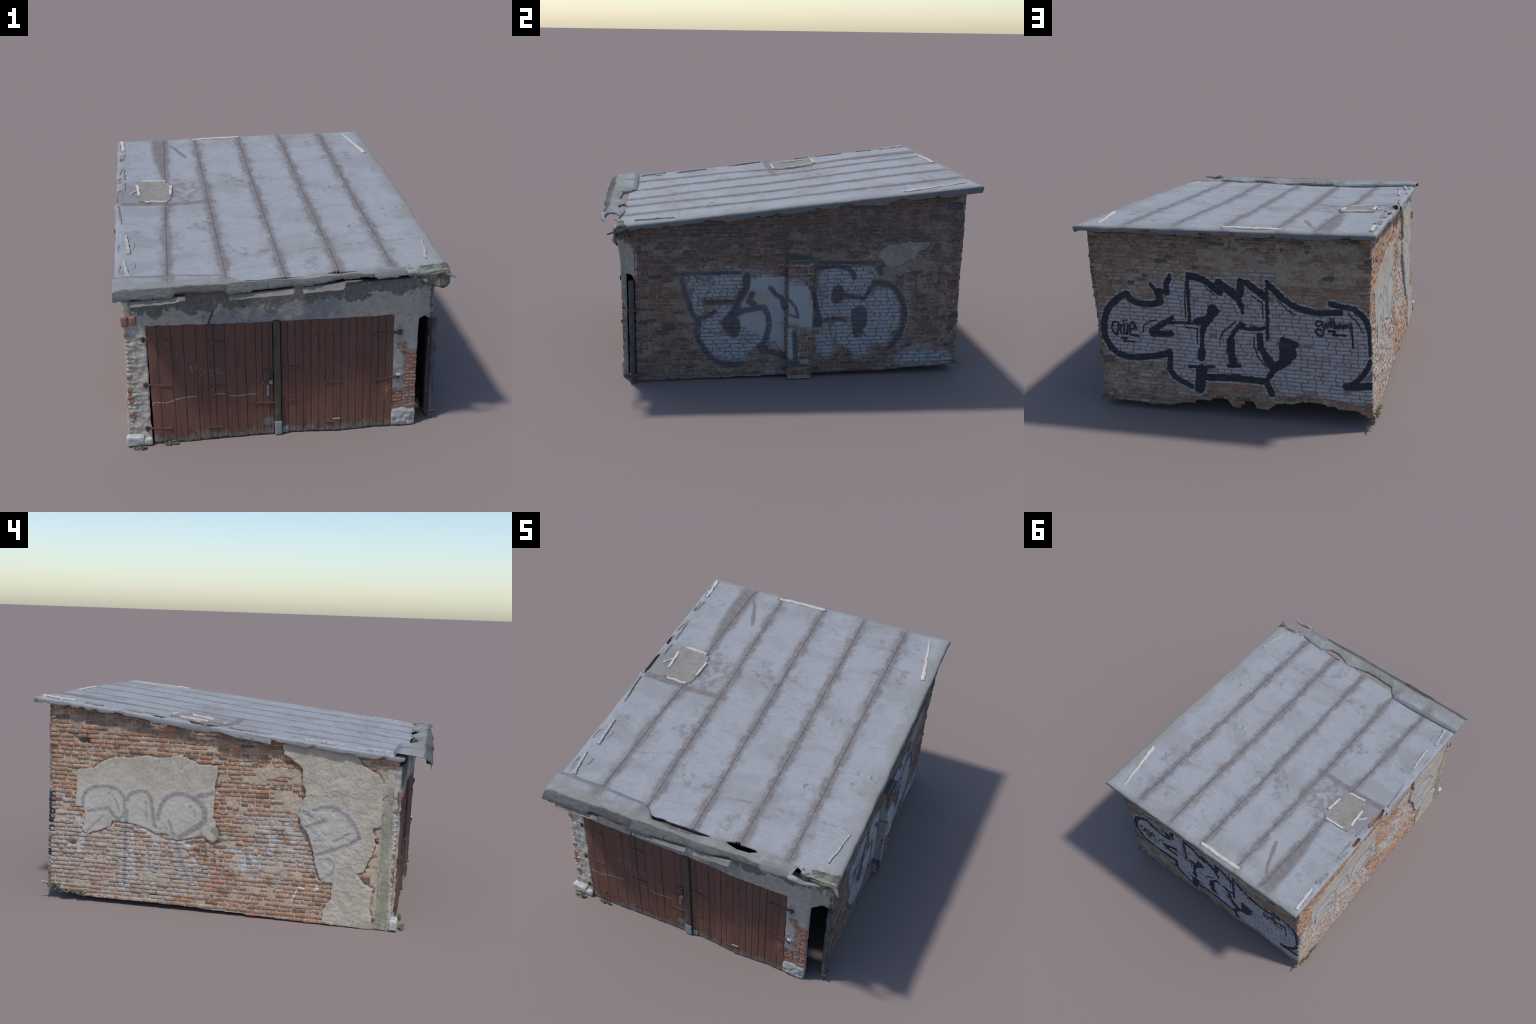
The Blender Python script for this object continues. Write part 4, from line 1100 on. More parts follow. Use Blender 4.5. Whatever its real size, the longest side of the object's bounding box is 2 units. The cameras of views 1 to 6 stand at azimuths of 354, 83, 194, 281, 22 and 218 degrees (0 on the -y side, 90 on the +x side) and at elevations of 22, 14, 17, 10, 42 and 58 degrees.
def lay_bricks(w, pitch, z_from, skip, protrude, seed, u_range=None, lift=0.0):
    """Courses of stretchers and headers over a wall; returns (matrix, shape number, area)."""
    W = WALLS[w]
    rng = np.random.default_rng(seed)
    laid = []
    for c in range(60):
        zc = z_from + c * pitch
        if zc > 1.06:
            break
        kind = rng.choice([0, 1, 2], p=[0.38, 0.17, 0.45])
        u0, u1 = u_range or (float(e) for e in W.ends(zc))
        u = u0 - rng.uniform(0.0, 0.004) + (0 if c % 2 else -0.002)
        first = True
        while u < u1 - 0.006:
            stretch = (kind == 0) or (kind == 2 and rng.random() < 0.6)
            if first:
                stretch = c % 2 == 0
            first = False
            L = (STRETCHER if stretch else HEADER) * rng.uniform(0.93, 1.07)
            gap = rng.uniform(0.0030, 0.0052)
            if u + L > u1 - 0.01:
                L = u1 - u + rng.uniform(0.0, 0.004)
            if L < 0.014:
                break
            uc = u + L / 2
            u += L + gap
            z = zc + 0.0035 * float(vnoise(uc * 3.0, c * 0.07, 0, 71)) + rng.normal(0, 0.0006)
            H = COURSE * rng.uniform(0.92, 1.06)
            top, foot = float(W.top(uc)), float(W.foot(uc))
            if z - H * 0.5 > top - 0.004 or z + H * 0.2 < foot:
                continue
            lo, hi = max(z - H / 2, foot - 0.004), min(z + H / 2, top + 0.002)
            z, H = (lo + hi) / 2, hi - lo
            if H < 0.006 or skip(uc, z, L, rng):
                continue
            n = lift + protrude(uc, z, rng)
            pos = Vector(W.place(uc, z, n).tolist())
            base = STRETCHER if L > 0.048 else HEADER
            k = int(rng.integers(0, 20)) if base == STRETCHER else 20 + int(rng.integers(0, 16))
            roll, yaw, tilt = rng.normal(0, 0.007), rng.normal(0, 0.018), rng.normal(0, 0.03)
            ez = Vector((0, 0, 1))
            M = Matrix((W.eu, ez, W.en)).transposed().to_4x4()
            M = Matrix.Translation(pos) @ M @ Matrix.Rotation(roll, 4, "Z") @ Matrix.Rotation(yaw, 4, "Y") @ Matrix.Rotation(tilt, 4, "X") @ Matrix.Diagonal((L / base, H / COURSE, 1, 1))
            laid.append((M, k, L * H, w))
    return laid


def hidden_by_patch(w, reach=-0.001):
    def skip(u, z, L, rng):
        for e in EDGES[w]:
            if float(e(u, z)) > reach + 0.25 * 0.0 and min(float(e(u - L * 0.42, z)), float(e(u + L * 0.42, z))) > -0.012:
                return True
        for hu, hz, ru, rz, k in HOLLOWS[w]:
            if abs(u - hu) < ru * 0.7 + L * 0.25 and abs(z - hz) < rz * 0.6 + 0.005:
                return True
        if w == "left" and u < -0.655 and u > -0.775 and rng.random() < 0.30:
            return True
        if w == "left" and (-0.856 < u < -0.758 or (u < -0.83 and rng.random() < 0.8)) and z < 0.80:
            return True
        if w == "right" and -0.030 < u < 0.118 and z < 0.664:
            return True
        if w == "right" and float(smear_right(u, z)) > 0.5 and rng.random() < 0.35:
            return True
        if w == "back" and float(poly_sdf(u, z, BACK_SMEAR)) > 0.0 and rng.random() < 0.5:
            return True
        return rng.random() < 0.012
    return skip


def proud(w):
    def f(u, z, rng):
        n = rng.normal(0.0046, 0.0011)
        if w == "left":
            n = rng.normal(0.0040, 0.0014)
            if u > 0.80 or u < -0.74:
                n += abs(rng.normal(0, 0.0012))
        if w == "right" and u > 0.83:
            n += rng.normal(0, 0.0022)
        if w == "back" and float(poly_sdf(u, z, BACK_SMEAR)) > 0:
            n -= 0.0010
        return n
    return f


laid = []
laid += lay_bricks("left", 0.02225, 0.012, hidden_by_patch("left"), proud("left"), 101)
laid += lay_bricks("right", 0.02150, 0.010, hidden_by_patch("right"), proud("right"), 102)
laid += lay_bricks("back", 0.02150, 0.048, hidden_by_patch("back"), proud("back"), 103)
PILLAR_PLASTER = P((-0.03, 0.30), (0.04, 0.31), (0.12, 0.27), (0.12, 0.50), (0.05, 0.51), (-0.03, 0.505))


def pillar_skip(u, z, L, rng):
    return z > 0.652 or float(poly_sdf(u, z, PILLAR_PLASTER)) > 0 or (z < 0.20 and rng.random() < 0.25)


laid += lay_bricks("right", 0.02150, 0.014, pillar_skip, lambda u, z, r: r.normal(0.0040, 0.0008) - 0.012 * sstep(0.625, 0.65, z), 104, (-0.022, 0.108), 0.043)

wall_obj = {}
for w, W in WALLS.items():
    wall_obj[w] = sheet("wall", (W.u0, W.u1, 0.0, 1.075), 0.0062,
                        lambda u, z, W=W: np.minimum(np.minimum(u - W.ends(z)[0], W.ends(z)[1] - u) + 0.001 + 0.002 * fbm(z * 40, 3.0, 0, 2, 9), np.minimum(z - W.foot(u), W.top(u) - z)),
                        mortar_depth(w), W.place, -0.009 if w == "right" else -0.030, MAT[w, "mortar"], 60, garage, flip=W.flip)
    for (poly, thick, rough, seed), edge in zip(PATCHES[w], EDGES[w]):
        lo, hi = poly.min(0) - 0.012, poly.max(0) + 0.012
        lo[1] = max(lo[1], -0.002)

        def face(u, z, d, thick=thick, rough=rough, seed=seed):
            n = thick * (0.80 + 0.20 * sstep(0, 0.005, d)) + rough * fbm(u * 22, z * 22, seed, 4, seed) + 0.5 * rough * fbm(u * 110, z * 110, seed, 3, seed + 1)
            if seed in (31, 32):
                n = n + hollow(u, z)
            coarse = sstep(0.05, 0.45, fbm(u * 9, z * 13, seed + 4.0, 3, seed + 2))
            return n + rough * 0.9 * coarse * np.abs(fbm(u * 48, z * 62, 1.0, 3, seed + 3))
        sheet("plaster_patch", (lo[0], hi[0], lo[1], hi[1]), 0.0042,
              lambda u, z, e=edge, W=W: np.minimum(e(u, z), np.minimum(z - W.foot(u), W.top(u) - z)), face, W.place, -0.010 if seed in (31, 32) else -0.004, MAT[w, "mortar" if seed in (33, 34, 35, 36) else "plaster"], 55, wall_obj[w], flip=W.flip)

R = WALLS["right"]
pillar = sheet("pilaster", (-0.026, 0.112, 0.0, 0.66), 0.0050,
               lambda u, z: box_sdf(u, z, -0.020, 0.106, 0.004, 0.652) + 0.0025 * fbm(u * 50, z * 50, 0, 3, 81),
               lambda u, z, d: 0.043 + 0.0012 * fbm(u * 60, z * 60, 0, 3, 82) + 0.0042 * sstep(-0.004, 0.006, poly_sdf(u, z, PILLAR_PLASTER)) - 0.016 * sstep(0.63, 0.652, z),
               R.place, -0.004, MAT["right", "plaster"], 60, garage)

laid.sort(key=lambda t: -t[2] * (1.0 + 0.15 * (t[3] == "left")))
for M, k, area, w in laid[:300]:
    if (k, w) not in SHAPE_MESH:
        v, f = SHAPES[k]
        o = mesh_from("brick", v, f, MAT[w, "brick"], 60)
        SHAPE_MESH[k, w] = o.data
        bpy.data.objects.remove(o)
    add_object("brick", SHAPE_MESH[k, w], wall_obj[w], None, M)
for w in WALLS:
    parts = []
    for M, k, area, ww in laid[300:]:
        if ww == w:
            v, f = SHAPES[k]
            A = np.array(M)
            parts.append((v @ A[:3, :3].T + A[:3, 3], f))
    mesh_from("brickwork", *join_parts(parts), MAT[w, "brick"], 60, wall_obj[w], "stuff")


# ------------------------------------------------------------------ simple solids
def block(name, lo, hi, mat, parent, rough=0.0015, bevel=0.003, res=0.008, seed=0, rot=None, smooth=60):
    """A box with slightly worn, rounded and uneven faces."""
    lo, hi = np.array(lo, float), np.array(hi, float)
    size = hi - lo
    bevel = min(bevel, size.min() * 0.4)
    axes = []
    for s in size:
        k = max(1, min(60, int(round((s - 2 * bevel) / res))))
        axes.append(np.concatenate([[-s / 2], np.linspace(-s / 2 + bevel, s / 2 - bevel, k + 1), [s / 2]]))
    vs, fs, off = [], [], 0
    for a in range(3):
        b, c = (a + 1) % 3, (a + 2) % 3
        for sgn in (-1, 1):
            gb, gc = np.meshgrid(axes[b], axes[c], indexing="ij")
            p = np.zeros(gb.shape + (3,))
            p[..., a], p[..., b], p[..., c] = sgn * size[a] / 2, gb, gc
            vs.append(p.reshape(-1, 3))
            idx = np.arange(gb.size).reshape(gb.shape) + off
            q = np.stack([idx[:-1, :-1], idx[1:, :-1], idx[1:, 1:], idx[:-1, 1:]], -1).reshape(-1, 4)
            fs.append(q if sgn > 0 else q[:, ::-1])
            off += gb.size
    v = np.concatenate(vs)
    key = np.round(v * 1e6).astype(np.int64)
    uniq, inv = np.unique(key, axis=0, return_inverse=True)
    inv = inv.ravel()
    f = inv[np.concatenate(fs)]
    v = uniq / 1e6
    inner = np.clip(v, -size / 2 + bevel, size / 2 - bevel)
    d = v - inner
    L = np.linalg.norm(d, axis=1, keepdims=True)
    v = inner + np.where(L > 1e-9, d / np.maximum(L, 1e-9) * bevel, 0)
    mid = (lo + hi) / 2
    w = v + mid
    v = v + rough * np.stack([fbm(w[:, 0] * 40, w[:, 1] * 40, w[:, 2] * 40, 3, 200 + seed + i) for i in range(3)], 1)
    if rot is not None:
        v = v @ np.array(rot.to_matrix()).T
    return mesh_from(name, v + mid, f, mat, smooth, parent)


def stick(name, p0, p1, width, height, mat, parent, taper=(1.0, 1.0), seed=0, up=(0, 0, 1), rough=0.0012, steps=None, sink=0.0):
    """A split length of batten from p0 to p1 with an uneven rectangular section."""
    p0, p1, up = Vector(p0), Vector(p1), Vector(up)
    t = (p1 - p0)
    L = t.length
    t.normalize()
    s = t.cross(up).normalized()
    n = s.cross(t)
    steps = steps or max(4, int(L / 0.012))
    sec = [(-0.5, 0), (-0.5, 0.75), (-0.36, 1), (0.36, 1), (0.5, 0.75), (0.5, 0)]
    vs = []
    for i in range(steps + 1):
        f = i / steps
        k = taper[0] * (1 - f) + taper[1] * f
        wj = 1 + 0.22 * float(vnoise(f * L * 60, seed * 3.3, 0, 301))
        hj = 1 + 0.25 * float(vnoise(f * L * 50, seed * 5.7, 1, 302))
        sh = rough * float(vnoise(f * L * 30, seed * 7.1, 2, 303))
        c = p0 + t * (L * f) + s * sh
        for a, b in sec:
            vs.append(c + s * (a * width * k * wj) + n * (b * height * hj * (0.5 + 0.5 * k) - sink))
    m = len(sec)
    q = [[i * m + j, (i + 1) * m + j, (i + 1) * m + (j + 1) % m, i * m + (j + 1) % m] for i in range(steps) for j in range(m)]
    caps = [[0, j, j + 1] for j in range(1, m - 1)] + [[steps * m, steps * m + j + 1, steps * m + j] for j in range(1, m - 1)]
    return mesh_from(name, [tuple(v) for v in vs], [np.array(q), np.array(caps)], mat, 40, parent)


def tube(name, pts, radius, mat, parent, sides=16, radii=None):
    pts = [Vector(p) for p in pts]
    vs, q = [], []
    for i, p in enumerate(pts):
        t = (pts[min(i + 1, len(pts) - 1)] - pts[max(i - 1, 0)]).normalized()
        a = t.orthogonal().normalized() if abs(t.z) > 0.9 else t.cross(Vector((0, 0, 1))).normalized()
        b = t.cross(a)
        r = radii[i] if radii else radius
        for k in range(sides):
            w = 2 * math.pi * k / sides
            vs.append(p + (a * math.cos(w) + b * math.sin(w)) * r)
    for i in range(len(pts) - 1):
        for k in range(sides):
            q.append([i * sides + k, i * sides + (k + 1) % sides, (i + 1) * sides + (k + 1) % sides, (i + 1) * sides + k])
    n = len(vs)
    vs += [pts[0], pts[-1]]
    caps = [[n, (k + 1) % sides, k] for k in range(sides)] + [[n + 1, (len(pts) - 1) * sides + k, (len(pts) - 1) * sides + (k + 1) % sides] for k in range(sides)]
    return mesh_from(name, [tuple(v) for v in vs], [np.array(q), np.array(caps)], mat, 50, parent)


# ------------------------------------------------------------------ gate front: piers and lintel
DOOR_L, DOOR_R = -0.662, 0.513


def gate_top(u):
    return 0.612 + 0.026 * np.clip((-0.10 - np.asarray(u)) / 0.56, 0, 1)


def front_sdf(u, z):
    left = -0.764 - 0.014 * sstep(0.45, 0.05, z) + 0.006 * fbm(z * 30, 2.0, 0, 3, 91) + 0.004 * np.abs(np.sin(z * np.pi / 0.0225)) * sstep(0.62, 0.55, z)
    right = 0.634 + 0.004 * sstep(0.45, 0.6, z) + 0.0025 * fbm(z * 45, 4.0, 0, 3, 92)
    top = 0.806 - 0.004 * (u + 0.77)
    outer = np.minimum(np.minimum(u - left, right - u), np.minimum(z - 0.001, top - z))
    jamb_l = DOOR_L - 0.008 * sstep(0.6, 0.1, z) + 0.003 * fbm(z * 35, 7.0, 0, 3, 93)
    head = gate_top(u) - 0.001 + 0.003 * fbm(u * 28, 9.0, 0, 3, 94)
    hole = np.minimum(np.minimum(u - jamb_l, DOOR_R + 0.003 * fbm(z * 35, 8.0, 0, 3, 95) - u), head - z)
    return np.minimum(outer, -hole)


def front_depth(u, z, d):
    pier = sstep(-0.655, -0.69, u) * sstep(0.63, 0.58, z)
    n = 0.0016 * fbm(u * 30, z * 30, 0, 4, 96) + 0.0008 * fbm(u * 120, z * 120, 0, 3, 97)
    n = n + pier * (0.0055 * fbm(u * 26, z * 34, 1, 4, 98) + 0.004 * sstep(0.1, 0.5, fbm(u * 15, z * 40, 2, 3, 99)) - 0.003 + sstep(-0.715, -0.745, u + 0.04 * fbm(u * 20, z * 18, 6, 2, 87)) * (0.0015 * np.cos(z * 2 * np.pi / 0.0225) + 0.004 * fbm(u * 50, z * 60, 5, 3, 86) - 0.003))
    foot = sstep(0.50, 0.515, u) * sstep(0.012, -0.012, z - 0.090 - 0.022 * fbm(u * 24, z * 10, 3, 3, 85))
    n = n + foot * (0.005 + 0.007 * fbm(u * 40, z * 40, 4, 3, 89))
    bare = np.maximum(sstep(0.51, 0.52, u) * sstep(0.215, 0.20, z), 1.0 * sstep(0.560, 0.572, u + 0.02 * fbm(z * 20, 1.0, 0, 2, 88)) * sstep(0.425, 0.41, z)) * (1 - foot)
    return n - 0.006 * bare - 0.004 * (1 - sstep(0, 0.006, d))


front = sheet("gate_wall", (-0.80, 0.645, 0.0, 0.845), 0.0050, front_sdf, front_depth, FRONT.place, -0.028, MAT["front"], 60, garage)


def pier_bricks(u0, u1, z0, z1, pitch, seed, chance, lift=-0.0035):
    rng = np.random.default_rng(seed)
    c, z = 0, z0
    while z < z1:
        u = u1 - (0.0 if c % 2 else rng.uniform(0, 0.003))
        first = True
        while u > u0 + 0.008:
            L = rng.choice([0.046, 0.027]) * rng.uniform(0.9, 1.1)
            if first and c % 2:
                L = 0.026
            first = False
            L = min(L, u - u0)
            if L > 0.010 and rng.random() < chance * (0.55 + 0.45 * (u - u0) / (u1 - u0)):
                M = Matrix((FRONT.eu, Vector((0, 0, 1)), FRONT.en)).transposed().to_4x4()
                pos = Vector(FRONT.place(u - L / 2, z, lift + rng.normal(0.0018, 0.0008)).tolist())
                M = Matrix.Translation(pos) @ M @ Matrix.Rotation(rng.normal(0, 0.02), 4, "Z") @ Matrix.Rotation(rng.normal(0, 0.04), 4, "X") @ Matrix.Diagonal((L / HEADER, pitch * 0.78 / COURSE, 1, 1))
                k = 20 + int(rng.integers(0, 16))
                if (k, "front") not in SHAPE_MESH:
                    v, f = SHAPES[k]
                    o = mesh_from("pier_brick", v, f, MAT["front_brick"], 60)
                    SHAPE_MESH[k, "front"] = o.data
                    bpy.data.objects.remove(o)
                add_object("pier_brick", SHAPE_MESH[k, "front"], front, None, M)
            u -= L + 0.004
        z += pitch
        c += 1


pier_bricks(0.566, 0.633, 0.108, 0.41, 0.0182, 121, 1.7)
pier_bricks(0.514, 0.566, 0.108, 0.215, 0.0182, 122, 1.5)
pier_bricks(0.532, 0.578, 0.418, 0.465, 0.0195, 123, 0.7, 0.001)
pier_bricks(-0.778, -0.742, 0.075, 0.60, 0.0225, 124, 0.24, -0.0055)
for lo, hi in (((-0.774, -0.861, 0.640), (-0.741, -0.842, 0.690)), ((-0.735, -0.860, 0.644), (-0.702, -0.842, 0.690))):
    block("pier_brick", lo, hi, MAT["front_brick"], front, 0.002, 0.005, 0.01, 3)
block("plinth_stone", (-0.792, -0.874, 0.003), (-0.706, -0.835, 0.052), MAT["pale"], garage, 0.004, 0.006, 0.008, 5)
block("plinth_stone", (-0.712, -0.876, 0.002), (-0.668, -0.850, 0.040), MAT["pale"], garage, 0.004, 0.010, 0.008, 8)
block("plinth_stone", (0.545, -0.893, 0.001), (0.632, -0.862, 0.030), MAT["pale"], garage, 0.004, 0.010, 0.008, 9)

# plaster web closing the corner above the open gap between pier and side wall
def web_place(t, z, n):
    t, z, n = np.broadcast_arrays(np.asarray(t, float), np.asarray(z, float), np.asarray(n, float))
    x = 0.600 + 0.127 * t
    y = -0.890 + 0.082 * t ** 1.25 + 0.012 * np.sin(np.pi * np.clip((t - 0.25) / 0.75, 0, 1)) - 0.12 * np.maximum(0, z - 0.62) * (1 - t)
    return np.stack([x + 0.5 * n, y - 0.86 * n, z], -1)


sheet("corner_plaster", (0.0, 1.0, 0.50, 0.85), 0.012,
      lambda t, z: np.minimum(np.minimum(t + 0.02, 1.02 - t) * 0.12, np.minimum(z - (0.572 - 0.036 * sstep(0.55, 1.0, t) + 0.004 * fbm(t * 9, 0, 0, 2, 77)), 0.845 - z)),
      lambda t, z, d: 0.002 * fbm(t * 6, z * 18, 0, 3, 78), web_place, -0.010, MAT["front"], 60, garage)

# ------------------------------------------------------------------ gate leaves
def front_y(x, out=0.0, z=0.3):
    return -float(front_face(x, z)) - out


def gate_leaf(edges, seed):
    rng = np.random.default_rng(seed)
    frame = None
    for i, (a, b) in enumerate(zip(edges[:-1], edges[1:])):
        off, ph = rng.normal(0, 0.0010), rng.uniform(0, 50)
        top = float(gate_top((a + b) / 2)) + 0.002 + rng.normal(0, 0.0008)
        foot = 0.002 + abs(rng.normal(0, 0.002))

        def edge(u, z, a=a, b=b, top=top, foot=foot, ph=ph):
            rag = 0.005 * fbm(u * 120, 1.0, ph, 2, 131) * sstep(0.06, 0.0, z)
            return box_sdf(u, z, a + 0.0008, b - 0.0008, foot + rag, top) + 0.0007 * fbm(z * 22, u * 3, ph, 2, 132)

        def skin(u, z, d, off=off, ph=ph, a=a, b=b):
            cup = 0.0010 * ((u - (a + b) / 2) / (b - a) * 2) ** 2
            rot = -0.003 * sstep(0.06, 0.0, z) * (0.5 + 0.5 * fbm(u * 90, z * 50, ph, 3, 133))
            return off + cup - 0.0016 * (1 - sstep(0, 0.0022, d)) + 0.0005 * fbm(u * 140, z * 12, ph, 3, 134) + rot

        o = sheet("plank", (a, b, 0.0, 0.635), 0.0060, edge, skin, lambda u, z, n: FRONT.place(u, np.asarray(z), n), -0.012, MAT["plank"], 60, None)
        if frame is None:
            frame = block("gate_leaf", (edges[0] + 0.004, -min(float(front_face(e, 0.3)) for e in edges) + 0.0135, 0.012), (edges[-1] - 0.004, -min(float(front_face(e, 0.3)) for e in edges) + 0.022, 0.606), MAT["timber"], garage, 0.0004, 0.002, 0.05, seed)
        o.parent = frame
    return frame


LEFT_EDGES = [-0.660, -0.612, -0.548, -0.491, -0.434, -0.382, -0.350, -0.296, -0.246, -0.200, -0.151, -0.119, -0.085, -0.069]
RIGHT_EDGES = [-0.030, 0.004, 0.041, 0.077, 0.115, 0.150, 0.185, 0.223, 0.259, 0.297, 0.333, 0.370, 0.407, 0.442, 0.479, 0.514]
leaf_a = gate_leaf(LEFT_EDGES, 141)
leaf_b = gate_leaf(RIGHT_EDGES, 142)


def strap(parent, x0, z0, x1, z1, mat="strap", h=0.013, thick=0.004):
    a, b = Vector((x0, front_y(x0, 0.0008), z0)), Vector((x1, front_y(x1, 0.0008), z1))
    o = stick("hinge_strap", a, b, h, thick, MAT[mat], parent, seed=int(x0 * 900 + z0 * 77), up=(0, -1, 0), rough=0.0006)
    for f in (0.12, 0.5, 0.88):
        p = a.lerp(b, f)
        block("strap_bolt", (p.x - 0.0028, p.y - thick - 0.0025, p.z - 0.0028), (p.x + 0.0028, p.y - thick + 0.0015, p.z + 0.0028), MAT["iron"], parent, 0.0003, 0.0014, 0.01)
    return o


for x0, z0, x1, z1 in ((-0.672, 0.570, -0.549, 0.560), (-0.680, 0.327, -0.559, 0.316), (-0.685, 0.087, -0.568, 0.080), (-0.383, 0.532, -0.301, 0.526), (-0.386, 0.296, -0.308, 0.292), (-0.396, 0.069, -0.314, 0.064), (-0.177, 0.183, -0.072, 0.179)):
    strap(leaf_a, x0, z0, x1, z1)
for x0, z0, x1, z1 in ((0.421, 0.515, 0.541, 0.519), (0.420, 0.270, 0.541, 0.280), (0.182, 0.531, 0.261, 0.532), (0.182, 0.273, 0.263, 0.274), (-0.028, 0.364, 0.058, 0.362), (-0.027, 0.183, 0.035, 0.184), (0.183, 0.054, 0.222, 0.054)):
    strap(leaf_b, x0, z0, x1, z1)
for x, z in ((-0.678, 0.570), (-0.682, 0.326), (-0.690, 0.086), (0.545, 0.519), (0.540, 0.281)):
    y = front_y(x, 0.004)
    tube("hinge_pin", [(x, y, z - 0.013), (x, y - 0.001, z + 0.013)], 0.0058, MAT["iron"], garage, 12)
    block("hinge_pin_plate", (x - 0.011, y + 0.001, z - 0.010), (x + 0.011, y + 0.008, z + 0.010), MAT["iron"], garage, 0.001, 0.003, 0.01)
lump = block("mortar_lump", (0.530, front_y(0.54, 0.010), 0.284), (0.556, front_y(0.54, -0.004), 0.297), MAT["pale"], garage, 0.003, 0.006, 0.005, 12)
# latch, hasp and padlock
for lo, hi, m in (((-0.116, 0.358), (-0.066, 0.366), "iron"), ((-0.138, 0.292), (-0.076, 0.300), "iron"), ((-0.085, 0.300), (-0.079, 0.362), "iron"), ((-0.110, 0.174), (-0.064, 0.184), "iron")):
    block("latch_bar", (lo[0], front_y(lo[0], 0.008), lo[1]), (hi[0], front_y(lo[0], 0.0008), hi[1]), MAT[m], leaf_a, 0.0006, 0.002, 0.01)
block("padlock", (-0.090, front_y(-0.08, 0.013), 0.286), (-0.074, front_y(-0.08, 0.003), 0.306), MAT["metal"], leaf_a, 0.0006, 0.003, 0.005)
block("lock_plate", (-0.102, front_y(-0.09, 0.004), 0.220), (-0.092, front_y(-0.09, 0.0008), 0.280), MAT["metal"], leaf_a, 0.0006, 0.002, 0.01)
block("lock_plate", (-0.128, front_y(-0.11, 0.003), 0.286), (-0.112, front_y(-0.11, 0.0008), 0.302), MAT["gutter"], leaf_a, 0.0006, 0.001, 0.01)
block("repair_plate", (0.222, front_y(0.24, 0.004), 0.006), (0.256, front_y(0.24, -0.001), 0.070), MAT["plank"], leaf_b, 0.0005, 0.002, 0.01)
block("repair_plate", (0.219, front_y(0.24, 0.005), 0.068), (0.257, front_y(0.24, 0.000), 0.072), MAT["batten_old"], leaf_b, 0.0004, 0.001, 0.01)
block("repair_plate", (-0.027, front_y(-0.01, 0.003), 0.004), (0.002, front_y(-0.01, 0.0003), 0.040), MAT["metal"], leaf_b, 0.001, 0.001, 0.008)
post = block("gate_post", (-0.0665, front_y(-0.05, 0.012), 0.000), (-0.0335, front_y(-0.05, -0.016), 0.622), MAT["post"], garage, 0.0016, 0.0035, 0.012, 20)
block("post_shoe", (-0.068, front_y(-0.05, 0.0140), 0.000), (-0.032, front_y(-0.05, 0.006), 0.076), MAT["metal"], post, 0.0012, 0.002, 0.01, 21)
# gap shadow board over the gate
block("gap_shadow_board", (DOOR_L + 0.004, front_y(-0.07, -0.026), 0.606), (DOOR_R - 0.004, front_y(-0.07, -0.012), 0.640), MAT["timber"], garage, 0.002, 0.003, 0.02, 22)

block("interior_darkness_plate", (0.7000, -0.800, 0.03), (0.7030, 0.60, 0.80), MAT["interior_darkness"], garage, 0.0005, 0.002, 0.1, 23)  # near-black plate modelled to make the unlit inside of the slot dark
block("light_blocking_board", (-0.73, -0.842, 0.772), (0.690, -0.45, 0.778), MAT["interior_darkness"], garage, 0.0005, 0.002, 0.1, 25)  # added to stop sun leaking in and keep the eave gap black
# ------------------------------------------------------------------ downpipe at the open corner
pipe_pts = [(0.7265 + 0.0015 * math.sin(i * 0.9), -0.833, 0.002 + 0.548 * i / 30) for i in range(31)]
pipe = tube("downpipe", pipe_pts, 0.0145, MAT["pipe"], garage, 20, [0.0145 + 0.0012 * float(vnoise(i * 0.8, 2.0, 0, 151)) for i in range(31)])
for z in (0.045, 0.395):
    block("pipe_bracket", (0.716, -0.852, z - 0.004), (0.745, -0.806, z + 0.004), MAT["strap"], pipe, 0.0008, 0.0015, 0.01)
block("wall_anchor", (0.718, -0.795, 0.318), (0.731, -0.755, 0.334), MAT["pipe"], garage, 0.001, 0.003, 0.01)


# ------------------------------------------------------------------ moss and weeds at the foot
def tuft(center, spread, count, seed):
    rng = np.random.default_rng(seed)
    parts = []
    for _ in range(count):
        p = np.array(center) + rng.normal(0, 1, 3) * np.array(spread)
        p[2] = max(p[2], 0.003)
        r = rng.uniform(0.0025, 0.006)
        n, m = 8, 5
        vs = [(r * math.sin(math.pi * j / m) * math.cos(2 * math.pi * i / n), r * math.sin(math.pi * j / m) * math.sin(2 * math.pi * i / n), 0.8 * r * math.cos(math.pi * j / m)) for j in range(m + 1) for i in range(n)]
        vs = np.array(vs) * (1 + 0.35 * rng.normal(size=(len(vs), 1)).clip(-1, 1)) + p
        q = [[j * n + i, (j + 1) * n + i, (j + 1) * n + (i + 1) % n, j * n + (i + 1) % n] for j in range(m) for i in range(n)]
        parts.append((vs, np.array(q)))
        if rng.random() < 0.5:  # a short leaf
            d = rng.normal(0, 1, 3) * (1, 1, 0.3) + (0, 0, 0.7)
            d = d / np.linalg.norm(d) * rng.uniform(0.006, 0.014)
            s = np.cross(d, (0.3, 0.2, 1.0))
            s = s / np.linalg.norm(s) * 0.0018
            t = np.array((0, 0, 0.0008))
            a = [p - s, p + s, p + d * 0.6 + s * 0.8, p + d, p + d * 0.6 - s * 0.8]
            parts.append((np.array(a + [x - t for x in a]), [np.array([[0, 1, 2, 4], [6, 5, 9, 7], [0, 5, 6, 1], [1, 6, 7, 2], [4, 9, 5, 0], [2, 7, 8, 3], [3, 8, 9, 4]]), np.array([[4, 2, 3], [9, 8, 7]])]))
    return mesh_from("moss_tuft", *join_parts(parts), MAT["moss"], 60, garage, "stuff")


